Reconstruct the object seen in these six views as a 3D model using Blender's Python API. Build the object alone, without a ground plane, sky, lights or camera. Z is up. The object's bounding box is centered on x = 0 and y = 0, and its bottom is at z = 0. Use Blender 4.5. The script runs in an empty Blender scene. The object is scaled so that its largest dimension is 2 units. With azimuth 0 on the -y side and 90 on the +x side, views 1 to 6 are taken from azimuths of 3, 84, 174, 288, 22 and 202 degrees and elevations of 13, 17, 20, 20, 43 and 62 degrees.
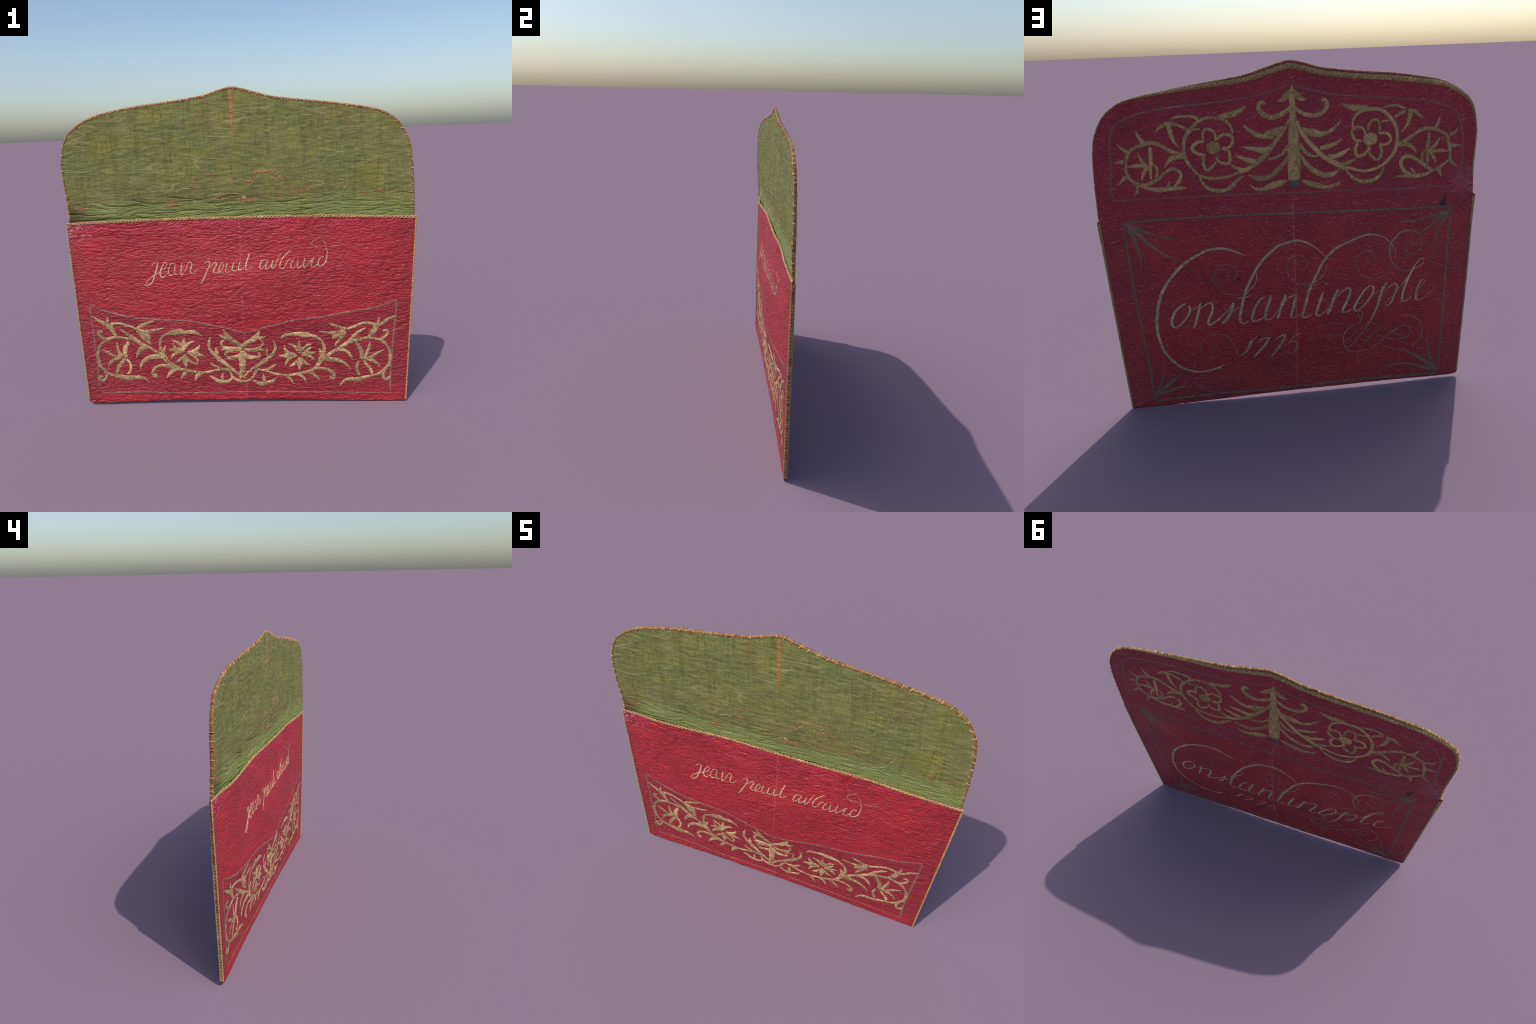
"""A red leather letter wallet, embroidered in metal thread, with its flap standing open."""
import bpy
import math, random
import numpy as np

# ------------------------------------------------------------------ form
# Smooth curves through a few hand-placed stations (monotone cubic).
def curve(t, xs, ys):
    xs = np.asarray(xs, float); ys = np.asarray(ys, float)
    h = np.diff(xs); d = np.diff(ys) / h
    m = np.zeros_like(ys)
    m[0] = d[0]; m[-1] = d[-1]
    for i in range(1, len(xs) - 1):
        if d[i - 1] * d[i] > 0:
            w1 = 2 * h[i] + h[i - 1]; w2 = h[i] + 2 * h[i - 1]
            m[i] = (w1 + w2) / (w1 / d[i - 1] + w2 / d[i])
    t = np.clip(np.asarray(t, float), xs[0], xs[-1])
    i = np.clip(np.searchsorted(xs, t) - 1, 0, len(xs) - 2)
    s = (t - xs[i]) / h[i]
    return ((2 * s ** 3 - 3 * s ** 2 + 1) * ys[i] + (s ** 3 - 2 * s ** 2 + s) * h[i] * m[i]
            + (-2 * s ** 3 + 3 * s ** 2) * ys[i + 1] + (s ** 3 - s ** 2) * h[i] * m[i + 1])

HALF = 0.985                       # half width that the bulges are measured on
FOLD = 1.155                       # height of the flap's fold on the back

def across(x, p=2.4):
    return 1 - np.clip(np.abs(x) / HALF, 0, 1) ** p

def edge_shift(x, z):
    """The left edge wanders a little to the back in the body, to the front in the flap."""
    k = np.clip(-np.asarray(x) / HALF, 0, 1) ** 3
    return k * curve(z, [0, .5, 1.1, 1.2, 1.3, 1.5, 1.85], [0, .003, .008, .006, -.003, -.009, -.006])

def mouth_wave(x):
    return curve(x, [-1, -.95, -.72, -.5, -.3, 0, .2, .5, .75, 1],
                 [.003, .006, -.011, -.003, .008, .003, .001, .007, -.001, 0])

def spot(x, z, cx, cz, rx, rz):
    """Soft round swelling, 1 in the middle."""
    return np.exp(-((np.asarray(x) - cx) / rx) ** 2 - ((np.asarray(z) - cz) / rz) ** 2)

def front_y(x, z):
    belly = curve(z, [0, .10, .25, .42, .60, .78, .95, 1.13], [-.008, -.004, .006, .019, .033, .024, .008, 0])
    return (-.021 - belly * across(np.asarray(x) - .04, 2) ** 1.25 + mouth_wave(x) * np.exp(-np.clip(1.13 - z, 0, 2) / .16) * (np.asarray(z) > .5)
            + .014 * spot(x, z, -.36, .60, .17, .17) - .008 * spot(x, z, .05, .78, .16, .13) + .006 * spot(x, z, .62, .30, .2, .2)
            + .007 * spot(x, z, -.72, .30, .2, .25) + .007 * spot(x, z, .70, .62, .13, .2) + edge_shift(x, z))

def back_y(x, z):
    belly = curve(z, [0, .12, .25, .40, .57, .80, 1.0, 1.2, 1.5, 1.7, 1.85], [.010, .013, .023, .042, .056, .047, .032, .017, .012, .006, .005])
    return (-.005 + belly * across(np.asarray(x) + .06, 2) ** 1.15 - .017 * spot(x, z, -.56, .33, .22, .22) - .007 * spot(x, z, .55, .22, .25, .12)
            - .007 * spot(x, z, -.75, .62, .14, .25)
            - .007 * spot(x, z, -.64, .45, .12, .16) - .006 * spot(x, z, .0, .20, .3, .09) - .004 * spot(x, z, .5, .25, .2, .1) + edge_shift(x, z))

def lining_y(x, z):
    sink = curve(z, [1.0, 1.13, 1.24, 1.4, 1.62, 1.85], [.015, .014, .013, .006, .006, .013])
    y = -.021 + sink * across(x, 6) + edge_shift(x, z) - .010 * spot(x, z, -.76, 1.18, .13, .04) + .007 * spot(x, z, -.1, 1.20, .3, .06)
    down = np.clip((1.152 - np.asarray(z)) / .03, 0, 1)                  # slips down behind the pocket front
    return np.minimum(y + down * np.clip(front_y(x, z) + .007 - y, 0, .02), back_y(x, z) - .009)

# outline stations (x, z), measured on the object
MOUTH = ([-.996, -.83, -.576, -.33, -.08, .16, .41, .65, .998],
         [1.130, 1.136, 1.141, 1.142, 1.140, 1.138, 1.134, 1.126, 1.110])
HEM = ([-.98, -.96, -.92, -.54, -.27, 0, .25, .51, .77, .96],
       [.033, .018, .014, .020, .022, .022, .017, .008, .002, .001])
SIDE = ([0, 1.13], [-.972, -.994], [.955, .995])       # z, left x, right x

def side_left(z):  return np.interp(z, SIDE[0], SIDE[1])
def side_right(z): return np.interp(z, SIDE[0], SIDE[2])

def back_left(z):  return curve(z, [0, .9, 1.1, 1.2], [-.972, -.980, -.979, -.974])
def back_right(z): return curve(z, [0, .9, 1.1, 1.2], [.955, .980, .983, .981])
def fold_z(x):     return 1.163 + .017 * np.asarray(x)

# Flap outline from the left base, over the point in the middle, to the right base.
FLAP = [(-.977, 1.10), (-.972, 1.24), (-.976, 1.36), (-.979, 1.45), (-.975, 1.50), (-.956, 1.579), (-.923, 1.636),
        (-.869, 1.678), (-.813, 1.708), (-.752, 1.730), (-.650, 1.750), (-.528, 1.768), (-.406, 1.780), (-.286, 1.792),
        (-.166, 1.809), (-.094, 1.829), (-.046, 1.842), (-.010, 1.847), (.025, 1.843), (.094, 1.824), (.187, 1.796),
        (.257, 1.782), (.361, 1.768), (.478, 1.753), (.593, 1.735), (.709, 1.715), (.788, 1.695), (.844, 1.669),
        (.889, 1.632), (.923, 1.582), (.946, 1.533), (.959, 1.478), (.968, 1.411), (.976, 1.293), (.981, 1.172),
        (.983, 1.10)]

def catmull(P, per=12):
    """Smooth curve through the rows of P (any number of columns)."""
    P = np.asarray(P, float)
    Q = np.vstack([2 * P[0] - P[1], P, 2 * P[-1] - P[-2]])
    out = []
    for i in range(1, len(Q) - 2):
        t = np.linspace(0, 1, per, endpoint=False)[:, None]
        a, b, c, d = Q[i - 1], Q[i], Q[i + 1], Q[i + 2]
        out.append(.5 * (2 * b + (c - a) * t + (2 * a - 5 * b + 4 * c - d) * t ** 2 + (3 * b - a - 3 * c + d) * t ** 3))
    return np.vstack(out + [P[-1:]])

def resample(P, step=None, n=None):
    s = np.r_[0, np.cumsum(np.linalg.norm(np.diff(P[:, :2], axis=0), axis=1))]
    if n is None:
        n = max(3, int(round(s[-1] / step)) + 1)
    t = np.linspace(0, s[-1], n)
    return np.stack([np.interp(t, s, P[:, k]) for k in range(P.shape[1])], 1)

# ------------------------------------------------------------------ relief
def lattice(seed):
    r = np.random.default_rng(seed)
    a = r.random(512) * 2 * math.pi
    return r.permutation(512), np.cos(a), np.sin(a)

LATTICES = {}
def noise(x, y, seed=0):
    """Gradient noise, about -1..1."""
    if seed not in LATTICES:
        LATTICES[seed] = lattice(seed)
    p, gx, gy = LATTICES[seed]
    x = np.asarray(x, float); y = np.asarray(y, float)
    i = np.floor(x).astype(int); j = np.floor(y).astype(int)
    u = x - i; v = y - j
    def corner(di, dj):
        k = p[(p[(i + di) & 511] + j + dj) & 511]
        return gx[k] * (u - di) + gy[k] * (v - dj)
    fu = u ** 3 * (u * (6 * u - 15) + 10); fv = v ** 3 * (v * (6 * v - 15) + 10)
    a = corner(0, 0) * (1 - fu) + corner(1, 0) * fu
    b = corner(0, 1) * (1 - fu) + corner(1, 1) * fu
    return 1.5 * (a * (1 - fv) + b * fv)

def smooth(a, lo, hi):
    t = np.clip((a - lo) / (hi - lo), 0, 1)
    return t * t * (3 - 2 * t)

def cells(x, y, seed, sharp):
    """Cushions between a net of creases: 0 in the creases, towards 1 inside (cellular noise)."""
    p = LATTICES.setdefault(seed, lattice(seed))[0]
    i = np.floor(x).astype(int); j = np.floor(y).astype(int)
    d1 = np.full(np.shape(x), 9.); d2 = d1.copy()
    for a in (-1, 0, 1):
        for b in (-1, 0, 1):
            h = p[(p[(i + a) & 511] + j + b) & 511]
            d = np.hypot(i + a + .1 + .8 * (h % 32) / 31. - x, j + b + .1 + .8 * (h // 32) / 15. - y)
            d2 = np.minimum(d2, np.maximum(d, d1)); d1 = np.minimum(d1, d)
    return smooth(d2 - d1, 0, sharp)

def front_relief(x, z):
    """Height over the front leather: crumpled cushions between short, mostly level creases."""
    tilt = .22 * np.sin(2.1 * x + 1.3) * noise(x * 1.5, z * 2, 9)
    s = z + tilt * x
    wx = x + .055 * noise(x * 8, s * 16, 1)
    wz = s + .010 * noise(x * 12, s * 20, 2) + .012 * noise(x * 4, s * 6, 8)
    deep = smooth(noise(x * 4, z * 6, 4) + .4 * noise(x * 11, z * 17, 20), -.45, .5)
    big = cells(wx * 13, wz * 50, 3, .32)
    small = cells(wx * 30, wz * 92, 5, .45)
    a = noise(wx * 5, wz * 26, 7)
    fold = np.exp(-(a / .07) ** 2) * smooth(noise(x * 4, z * 6, 10), -.1, .4)
    return (.0021 * (big - 1) * (.08 + .92 * deep) + .0008 * (small - 1) * (.4 + .6 * deep) - .0028 * fold + .0020 * noise(x * 9, s * 22, 6)
            + .0010 * noise(x * 26, s * 60, 17))

def back_relief(x, z):
    """Finer, slanting grain on the back; steeper on the flap."""
    slope = .10 + .28 * smooth(z, 1.1, 1.3)
    s = z + slope * x
    wx = x + .018 * noise(x * 12, s * 20, 11)
    wz = s + .007 * noise(x * 14, s * 24, 12)
    deep = smooth(noise(x * 6, s * 9, 14), -.5, .4)
    big = cells(wx * 24, wz * 64, 13, .4)
    small = cells(wx * 48, wz * 110, 15, .5)
    return (.0018 * (big - 1) * (.4 + .6 * deep) + .0010 * (small - 1) + .0012 * noise(x * 8, s * 18, 16)
            + .0006 * noise(x * 30, s * 70, 18))

def lining_relief(x, z):
    """Silk lining: deep folds pressed together above the mouth, faint creases higher up."""
    mouth = np.interp(x, MOUTH[0], MOUTH[1])
    up = z - mouth
    wz = z + .010 * noise(x * 4, z * 5, 21) + .005 * noise(x * 13, z * 14, 22) + .0025 * noise(x * 30, z * 30, 29)
    band = smooth(up, .20 + .05 * noise(x * 3, 0 * x, 23), .05)
    a = noise(x * 2.6, wz * 34, 24)
    b = noise(x * 6, wz * 70, 25)
    vary = smooth(noise(x * 2.5, z * 22, 30), -.5, .3)
    fold = -np.exp(-(a / .09) ** 2) * .0105 * vary - np.exp(-(b / .11) ** 2) * .0042
    crumple = .0012 * noise(x * 14, wz * 40, 26) + .0009 * noise(x * 34, z * 70, 27) + .0014 * noise(x * 5, wz * 14, 19)
    tucks = -.004 * smooth(z, 1.60, 1.74) * (np.exp(-((x + .265) / .006) ** 2) + .7 * np.exp(-((x + .295) / .005) ** 2)
                                              + .6 * np.exp(-((x - .01) / .006) ** 2))
    return np.maximum(band * (fold + .002) + 1.35 * crumple * (1 - .4 * band) + tucks + .002 * noise(x * 3, z * 5, 28), -.0090)

SURFACES = {"front": (front_y, front_relief, -1), "back": (back_y, back_relief, 1), "lining": (lining_y, lining_relief, -1)}

def surface(side, x, z, lift=0.):
    base, relief, out = SURFACES[side]
    y = base(x, z) + out * (relief(x, z) + lift)
    if side == "lining":                                   # never sinks into the leather behind it
        y = np.minimum(y, back_y(x, z) + back_relief(x, z) - .0068 - lift)
    return y

# ------------------------------------------------------------------ objects
wallet = bpy.data.objects.new("document_wallet", None)
bpy.context.scene.collection.objects.link(wallet)
wallet["label"] = "red leather letter wallet with gold embroidery and green lining"
wallet["category"] = "leather wallet"

def add(name, verts, faces, material, parent=wallet, flat=False, kind=None):
    me = bpy.data.meshes.new(name)
    verts = np.asarray(verts, dtype=np.float32); faces = np.asarray(faces, dtype=np.int32)
    n = len(faces)
    me.vertices.add(len(verts)); me.vertices.foreach_set("co", verts.ravel())
    me.loops.add(n * 4); me.loops.foreach_set("vertex_index", faces.ravel())
    me.polygons.add(n); me.polygons.foreach_set("loop_start", np.arange(0, n * 4, 4, dtype=np.int32))
    me.polygons.foreach_set("use_smooth", np.full(n, not flat))
    me.update(calc_edges=True); me.validate()
    me.materials.append(material)
    ob = bpy.data.objects.new(name, me)
    ob.parent = parent
    if kind:
        ob["kind"] = kind
    bpy.context.scene.collection.objects.link(ob)
    return ob

def quads(nu, nv, base=0, flip=False, wrap=False):
    i, j = np.meshgrid(np.arange(nu if wrap else nu - 1), np.arange(nv - 1), indexing="ij")
    i = i.ravel(); j = j.ravel(); k = (i + 1) % nu
    f = np.stack([i * nv + j, k * nv + j, k * nv + j + 1, i * nv + j + 1], 1) + base
    return f[:, ::-1] if flip else f

def slab(name, X, Z, side, thick, material, parent=wallet):
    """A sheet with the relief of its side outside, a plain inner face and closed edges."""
    out = SURFACES[side][2]
    nu, nv = X.shape
    Y = surface(side, X, Z)
    Yi = Y - out * thick
    A = np.stack([X, Y, Z], -1).reshape(-1, 3)
    B = np.stack([X, Yi, Z], -1).reshape(-1, 3)
    f = [quads(nu, nv, 0, out > 0), quads(nu, nv, nu * nv, out < 0)]
    ring = np.r_[np.arange(nu) * nv, (nu - 1) * nv + np.arange(1, nv), np.arange(nu - 2, -1, -1) * nv + nv - 1,
                 np.arange(nv - 2, 0, -1)]
    r2 = np.roll(ring, -1)
    e = np.stack([ring, ring + nu * nv, r2 + nu * nv, r2], 1)
    f.append(e if out < 0 else e[:, ::-1])
    return add(name, np.vstack([A, B]), np.vstack(f), material, parent)

def tube(P, radius, sides=8):
    """Round strand along the 3D points P; radius may vary along it."""
    P = np.asarray(P, float); n = len(P)
    T = np.gradient(P, axis=0); T /= np.linalg.norm(T, axis=1)[:, None] + 1e-12
    ref = np.tile([0., 1., 0.], (n, 1)); ref[np.abs(T[:, 1]) > .9] = [0, 0, 1]
    U = np.cross(T, ref); U /= np.linalg.norm(U, axis=1)[:, None]
    W = np.cross(T, U)
    a = np.linspace(0, 2 * math.pi, sides, endpoint=False)
    r = np.broadcast_to(radius, (n,)).copy(); r[0] *= .15; r[-1] *= .15
    V = P[:, None] + r[:, None, None] * (np.cos(a)[None, :, None] * U[:, None] + np.sin(a)[None, :, None] * W[:, None])
    V = V.transpose(1, 0, 2).reshape(-1, 3)
    return V, quads(sides, n, wrap=True)

def join(parts):
    vs, fs, b = [], [], 0
    for v, f in parts:
        vs.append(v); fs.append(f + b); b += len(v)
    return np.vstack(vs), np.vstack(fs)

# ------------------------------------------------------------------ materials
class Nodes:
    """Small helper that wires a Principled material together."""
    def __init__(self, name, rough=.6, spec=.4):
        self.mat = bpy.data.materials.new(name); self.mat.use_nodes = True
        self.t = self.mat.node_tree; self.t.nodes.clear()
        self.out = self.t.nodes.new("ShaderNodeOutputMaterial")
        self.p = self.t.nodes.new("ShaderNodeBsdfPrincipled")
        self.p.inputs["Roughness"].default_value = rough
        self.p.inputs["Specular IOR Level"].default_value = spec
        self.t.links.new(self.p.outputs[0], self.out.inputs[0])
        self.co = self.t.nodes.new("ShaderNodeTexCoord").outputs["Object"]
        sep = self.t.nodes.new("ShaderNodeSeparateXYZ"); self.link(self.co, sep.inputs[0])
        self.x, self.y, self.z = sep.outputs
    def link(self, a, b):
        if hasattr(a, "is_output") or isinstance(a, bpy.types.NodeSocket):
            self.t.links.new(a, b)
        else:
            b.default_value = a
    def math(self, op, a, b=0., c=0., clamp=False):
        n = self.t.nodes.new("ShaderNodeMath"); n.operation = op; n.use_clamp = clamp
        for s, v in zip(n.inputs, (a, b, c)):
            self.link(v, s)
        return n.outputs[0]
    def step(self, a, lo, hi):
        n = self.t.nodes.new("ShaderNodeMapRange"); n.interpolation_type = "SMOOTHSTEP"
        self.link(a, n.inputs[0]); n.inputs[1].default_value = lo; n.inputs[2].default_value = hi
        return n.outputs[0]
    def turned(self, co, stretch, turn):
        """Turn the coordinates in the plane of the wallet first, then stretch them."""
        if turn:
            r = self.t.nodes.new("ShaderNodeMapping"); r.inputs["Rotation"].default_value = (0, turn, 0)
            self.link(co, r.inputs[0]); co = r.outputs[0]
        m = self.t.nodes.new("ShaderNodeMapping"); m.inputs["Scale"].default_value = stretch
        self.link(co, m.inputs[0])
        return m
    def noise(self, scale, stretch=(1, 1, 1), detail=3, rough=.55, warp=0., turn=0.):
        m = self.turned(self.co, stretch, turn)
        n = self.t.nodes.new("ShaderNodeTexNoise")
        n.inputs["Scale"].default_value = scale; n.inputs["Detail"].default_value = detail
        n.inputs["Roughness"].default_value = rough; n.inputs["Distortion"].default_value = warp
        self.link(m.outputs[0], n.inputs[0])
        return n.outputs[0]
    def cells(self, scale, stretch, warp, turn=0.):
        """Distance to the edges of irregular cells (a leather crease net)."""
        n = self.t.nodes.new("ShaderNodeTexNoise"); n.inputs["Scale"].default_value = scale * .55; n.inputs["Detail"].default_value = 2
        self.link(self.co, n.inputs[0])
        v = self.t.nodes.new("ShaderNodeVectorMath"); v.operation = "MULTIPLY_ADD"
        self.link(n.outputs[1], v.inputs[0]); v.inputs[1].default_value = (warp * 2.2, 0, warp); self.link(self.co, v.inputs[2])
        m = self.turned(v.outputs[0], stretch, turn)
        c = self.t.nodes.new("ShaderNodeTexVoronoi"); c.feature = "DISTANCE_TO_EDGE"; c.inputs["Scale"].default_value = scale
        self.link(m.outputs[0], c.inputs["Vector"])
        return c.outputs["Distance"]
    def mix(self, f, a, b, mode="MIX"):
        n = self.t.nodes.new("ShaderNodeMix"); n.data_type = "RGBA"; n.blend_type = mode
        self.link(f, n.inputs[0])
        for v, s in ((a, n.inputs[6]), (b, n.inputs[7])):
            self.link(v if not isinstance(v, tuple) else (*v, 1), s)
        return n.outputs[2]
    def ridge(self, n, width):
        """1 along the lines where the noise crosses its middle value, 0 away from them."""
        d = self.math("ABSOLUTE", self.math("SUBTRACT", n, .5))
        return self.math("SUBTRACT", 1., self.step(d, 0., width))
    def mul(self, a, b): return self.math("MULTIPLY", a, b)
    def finish(self, color, height=None, strength=.5, dist=.002, rough=None):
        self.link(color, self.p.inputs["Base Color"])
        if rough is not None:
            self.link(rough, self.p.inputs["Roughness"])
        if height is not None:
            b = self.t.nodes.new("ShaderNodeBump")
            b.inputs["Strength"].default_value = strength; b.inputs["Distance"].default_value = dist
            self.link(height, b.inputs["Height"]); self.link(b.outputs[0], self.p.inputs["Normal"])
        return self.mat

def leather(name, red, deep, pale, violet, where, turn=0., fine=1., crack_gain=1.):
    """Grained goatskin. `where` adds the patches that belong to one panel."""
    k = Nodes(name, .48, .42)
    big = k.noise(2.6, (1, 1, 1.3), 4)
    col = k.mix(k.step(big, .35, .68), red, deep)
    col = where(k, col, violet)
    gate = k.step(k.noise(6, (1, 1, 1.4), 2), .30, .60)
    net1 = k.cells(17 * fine, (1, 1, 3.4), .04, turn)
    net2 = k.cells(46 * fine, (1, 1, 2.1), .015, turn)
    c1 = k.mul(k.math("SUBTRACT", 1., k.step(net1, .0, .10)), gate)
    c2 = k.math("SUBTRACT", 1., k.step(net2, .0, .14))
    grain = k.noise(120, (1, 1, 1.6), 3, .6, 0, turn)
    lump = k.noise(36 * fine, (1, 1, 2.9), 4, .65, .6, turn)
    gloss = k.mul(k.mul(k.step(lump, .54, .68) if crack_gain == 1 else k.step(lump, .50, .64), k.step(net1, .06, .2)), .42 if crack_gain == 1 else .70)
    col = k.mix(gloss, col, pale)  # grain highlights painted pale; stronger on the back, where bump barely shows
    col = k.mix(k.mul(k.step(lump, .46, .30), .45), col, tuple(v * .5 for v in deep))
    col = k.mix(k.mul(k.step(grain, .42, .28), .30), col, tuple(v * .45 for v in deep))
    col = k.mix(k.mul(c2, .20 * crack_gain), col, tuple(v * .38 for v in deep))
    col = k.mix(k.mul(c1, .50 * crack_gain), col, tuple(v * .25 for v in deep))
    h = k.math("ADD", k.mul(k.step(net1, 0., .22), .8), k.mul(k.step(net2, 0., .3), .35))
    h = k.math("ADD", h, k.math("ADD", k.mul(lump, 1.2), k.mul(grain, .5)))
    return k.finish(col, h, .6, .0045)

def seam_line(k, col, x0, tint, amount=.5):
    """The pale, rubbed crease down the middle, where the wallet was folded in two."""
    d = k.math("ABSOLUTE", k.math("ADD", k.math("SUBTRACT", k.x, x0), k.mul(k.math("SUBTRACT", k.noise(9), .5), .012)))
    m = k.mul(k.math("SUBTRACT", 1., k.step(d, .0015, .006)), k.step(k.noise(70), .34, .54))
    return k.mix(k.mul(m, amount), col, tint)

def front_patches(k, col, violet):
    # below the slanting frame line the leather has faded towards plum
    ax = k.math("ABSOLUTE", k.x)
    vee = k.math("ADD", k.math("MULTIPLY_ADD", k.math("POWER", ax, .62), .115, .455), k.mul(k.math("POWER", ax, 3.), .085))
    low = k.step(k.math("SUBTRACT", k.math("ADD", k.z, k.mul(k.math("SUBTRACT", k.noise(7), .5), .03)), vee), .02, -.02)
    hem = k.step(k.z, .04, .10)
    col = k.mix(k.mul(k.mul(low, hem), .75), col, violet)
    side = k.step(ax, .86, .99)
    col = k.mix(k.mul(side, .55), col, violet)
    top = k.mul(k.step(k.z, 1.06, 1.125), k.step(k.noise(9, (1, 1, .6)), .42, .62))
    col = k.mix(k.mul(top, .4), col, (.50, .03, .10))
    corner = k.mul(k.step(k.x, -.78, -.97), k.step(k.z, 1.0, 1.10))
    col = k.mix(k.mul(k.mul(corner, k.step(k.noise(40, (1, 1, 1.6)), .46, .60)), .7), col, (.62, .20, .29))
    return seam_line(k, col, .005, (.60, .13, .165), .45)

def back_patches(k, col, violet):
    ax = k.math("ABSOLUTE", k.x)
    side = k.math("MAXIMUM", k.step(ax, .78, .98), k.step(k.math("MULTIPLY_ADD", k.x, -.017, k.z), 1.02, 1.15))
    col = k.mix(k.mul(side, .5), col, violet)
    plum = k.mul(k.step(k.noise(3.3, (1, 1, 1.4), 2), .50, .66), .45)
    col = k.mix(plum, col, violet)
    return seam_line(k, col, .0, (.56, .12, .15), .85)

def flap_patches(k, col, violet):
    rub = k.mul(k.mul(k.step(k.x, -.80, -.97), k.step(k.z, 1.36, 1.19)), k.step(k.noise(28, (1, 1, 2), 3, .6, 0, -.35), .40, .62))
    col = k.mix(k.mul(rub, .5), col, (.50, .26, .36))
    return seam_line(k, col, -.012, (.46, .08, .13), .25)

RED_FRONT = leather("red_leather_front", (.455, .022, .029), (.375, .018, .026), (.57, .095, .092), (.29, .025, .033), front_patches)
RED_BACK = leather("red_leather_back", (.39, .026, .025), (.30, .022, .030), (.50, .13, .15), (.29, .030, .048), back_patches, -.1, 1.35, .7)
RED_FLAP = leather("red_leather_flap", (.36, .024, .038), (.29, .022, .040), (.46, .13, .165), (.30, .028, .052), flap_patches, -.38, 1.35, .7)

def silk():
    k = Nodes("green_silk_lining", .78, .2)
    big = k.noise(4.5, (1, 1, 1.6), 5, .62)
    col = k.mix(k.step(big, .38, .62), (.195, .195, .050), (.150, .170, .056))
    col = k.mix(k.mul(k.step(k.noise(7, (1, 1, .6), 4), .54, .72), .55), col, (.25, .24, .050))
    col = k.mix(k.mul(k.step(k.noise(6, (1.6, 1, .35), 4), .50, .66), .6), col, (.165, .120, .050))
    streak = k.mul(k.step(k.noise(9, (3.5, 1, .25), 3), .54, .68), .6)
    col = k.mix(streak, col, (.105, .115, .035))
    warp = k.noise(10, (17, 1, 1.3), 4, .8)
    weft = k.noise(10, (1.3, 1, 18), 4, .8)
    col = k.mix(k.mul(k.step(weft, .52, .66), .50), col, (.38, .37, .13))
    col = k.mix(k.mul(k.step(weft, .48, .35), .58), col, (.080, .082, .024))
    col = k.mix(k.mul(k.step(warp, .48, .36), .60), col, (.10, .110, .038))
    col = k.mix(k.mul(k.step(warp, .53, .66), .42), col, (.32, .32, .10))
    rub = k.mul(k.step(k.noise(16, (1, 1, 3.2), 4, .65, .8), .60, .74), .5)
    col = k.mix(rub, col, (.42, .42, .19))
    crease = k.mul(k.ridge(k.noise(2.4, (1, 1, 5.0), 1, .5), .016), k.step(k.noise(5), .44, .60))
    col = k.mix(k.mul(crease, .30), col, (.44, .44, .22))
    worn = k.mul(k.step(k.noise(4.5, (1.3, 1, .8), 4, .6), .50, .66), .35)
    col = k.mix(worn, col, (.235, .235, .110))
    brown = k.mul(k.step(k.noise(24, (1, 1, 1.8), 4, .7), .60, .75), .40)
    col = k.mix(brown, col, (.24, .125, .055))
    # the strip next to the mouth has kept more of its green
    fresh = k.mul(k.step(k.z, 1.27, 1.18), .55)
    col = k.mix(fresh, col, (.225, .27, .085))
    soil = k.mul(k.mul(k.step(k.x, -.78, -.96), k.step(k.z, 1.27, 1.19)), .8)
    col = k.mix(soil, col, (.085, .055, .022))
    near = k.step(k.math("ABSOLUTE", k.math("SUBTRACT", k.z, 1.31)), .11, .02)
    old = k.mul(k.mul(k.step(k.noise(15, (1, 1, 4.5), 5, .65), .59, .68), near), .7)
    col = k.mix(old, col, (.40, .21, .085))
    # orange stain running down from the point of the flap
    d = k.math("ABSOLUTE", k.math("ADD", k.x, .008))
    run = k.mul(k.mul(k.math("SUBTRACT", 1., k.step(d, .004, .016)), k.step(k.z, 1.50, 1.74)), k.step(k.noise(30, (2, 1, .5)), .30, .48))
    col = k.mix(k.mul(run, .85), col, (.42, .19, .055))
    thread_h = k.math("ADD", k.math("ADD", warp, weft), k.noise(160, (1, 1, 1), 2))
    return k.finish(col, k.math("ADD", thread_h, k.math("ADD", k.mul(rub, 1.5), k.mul(crease, .8))), .6, .003)
SILK = silk()

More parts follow.
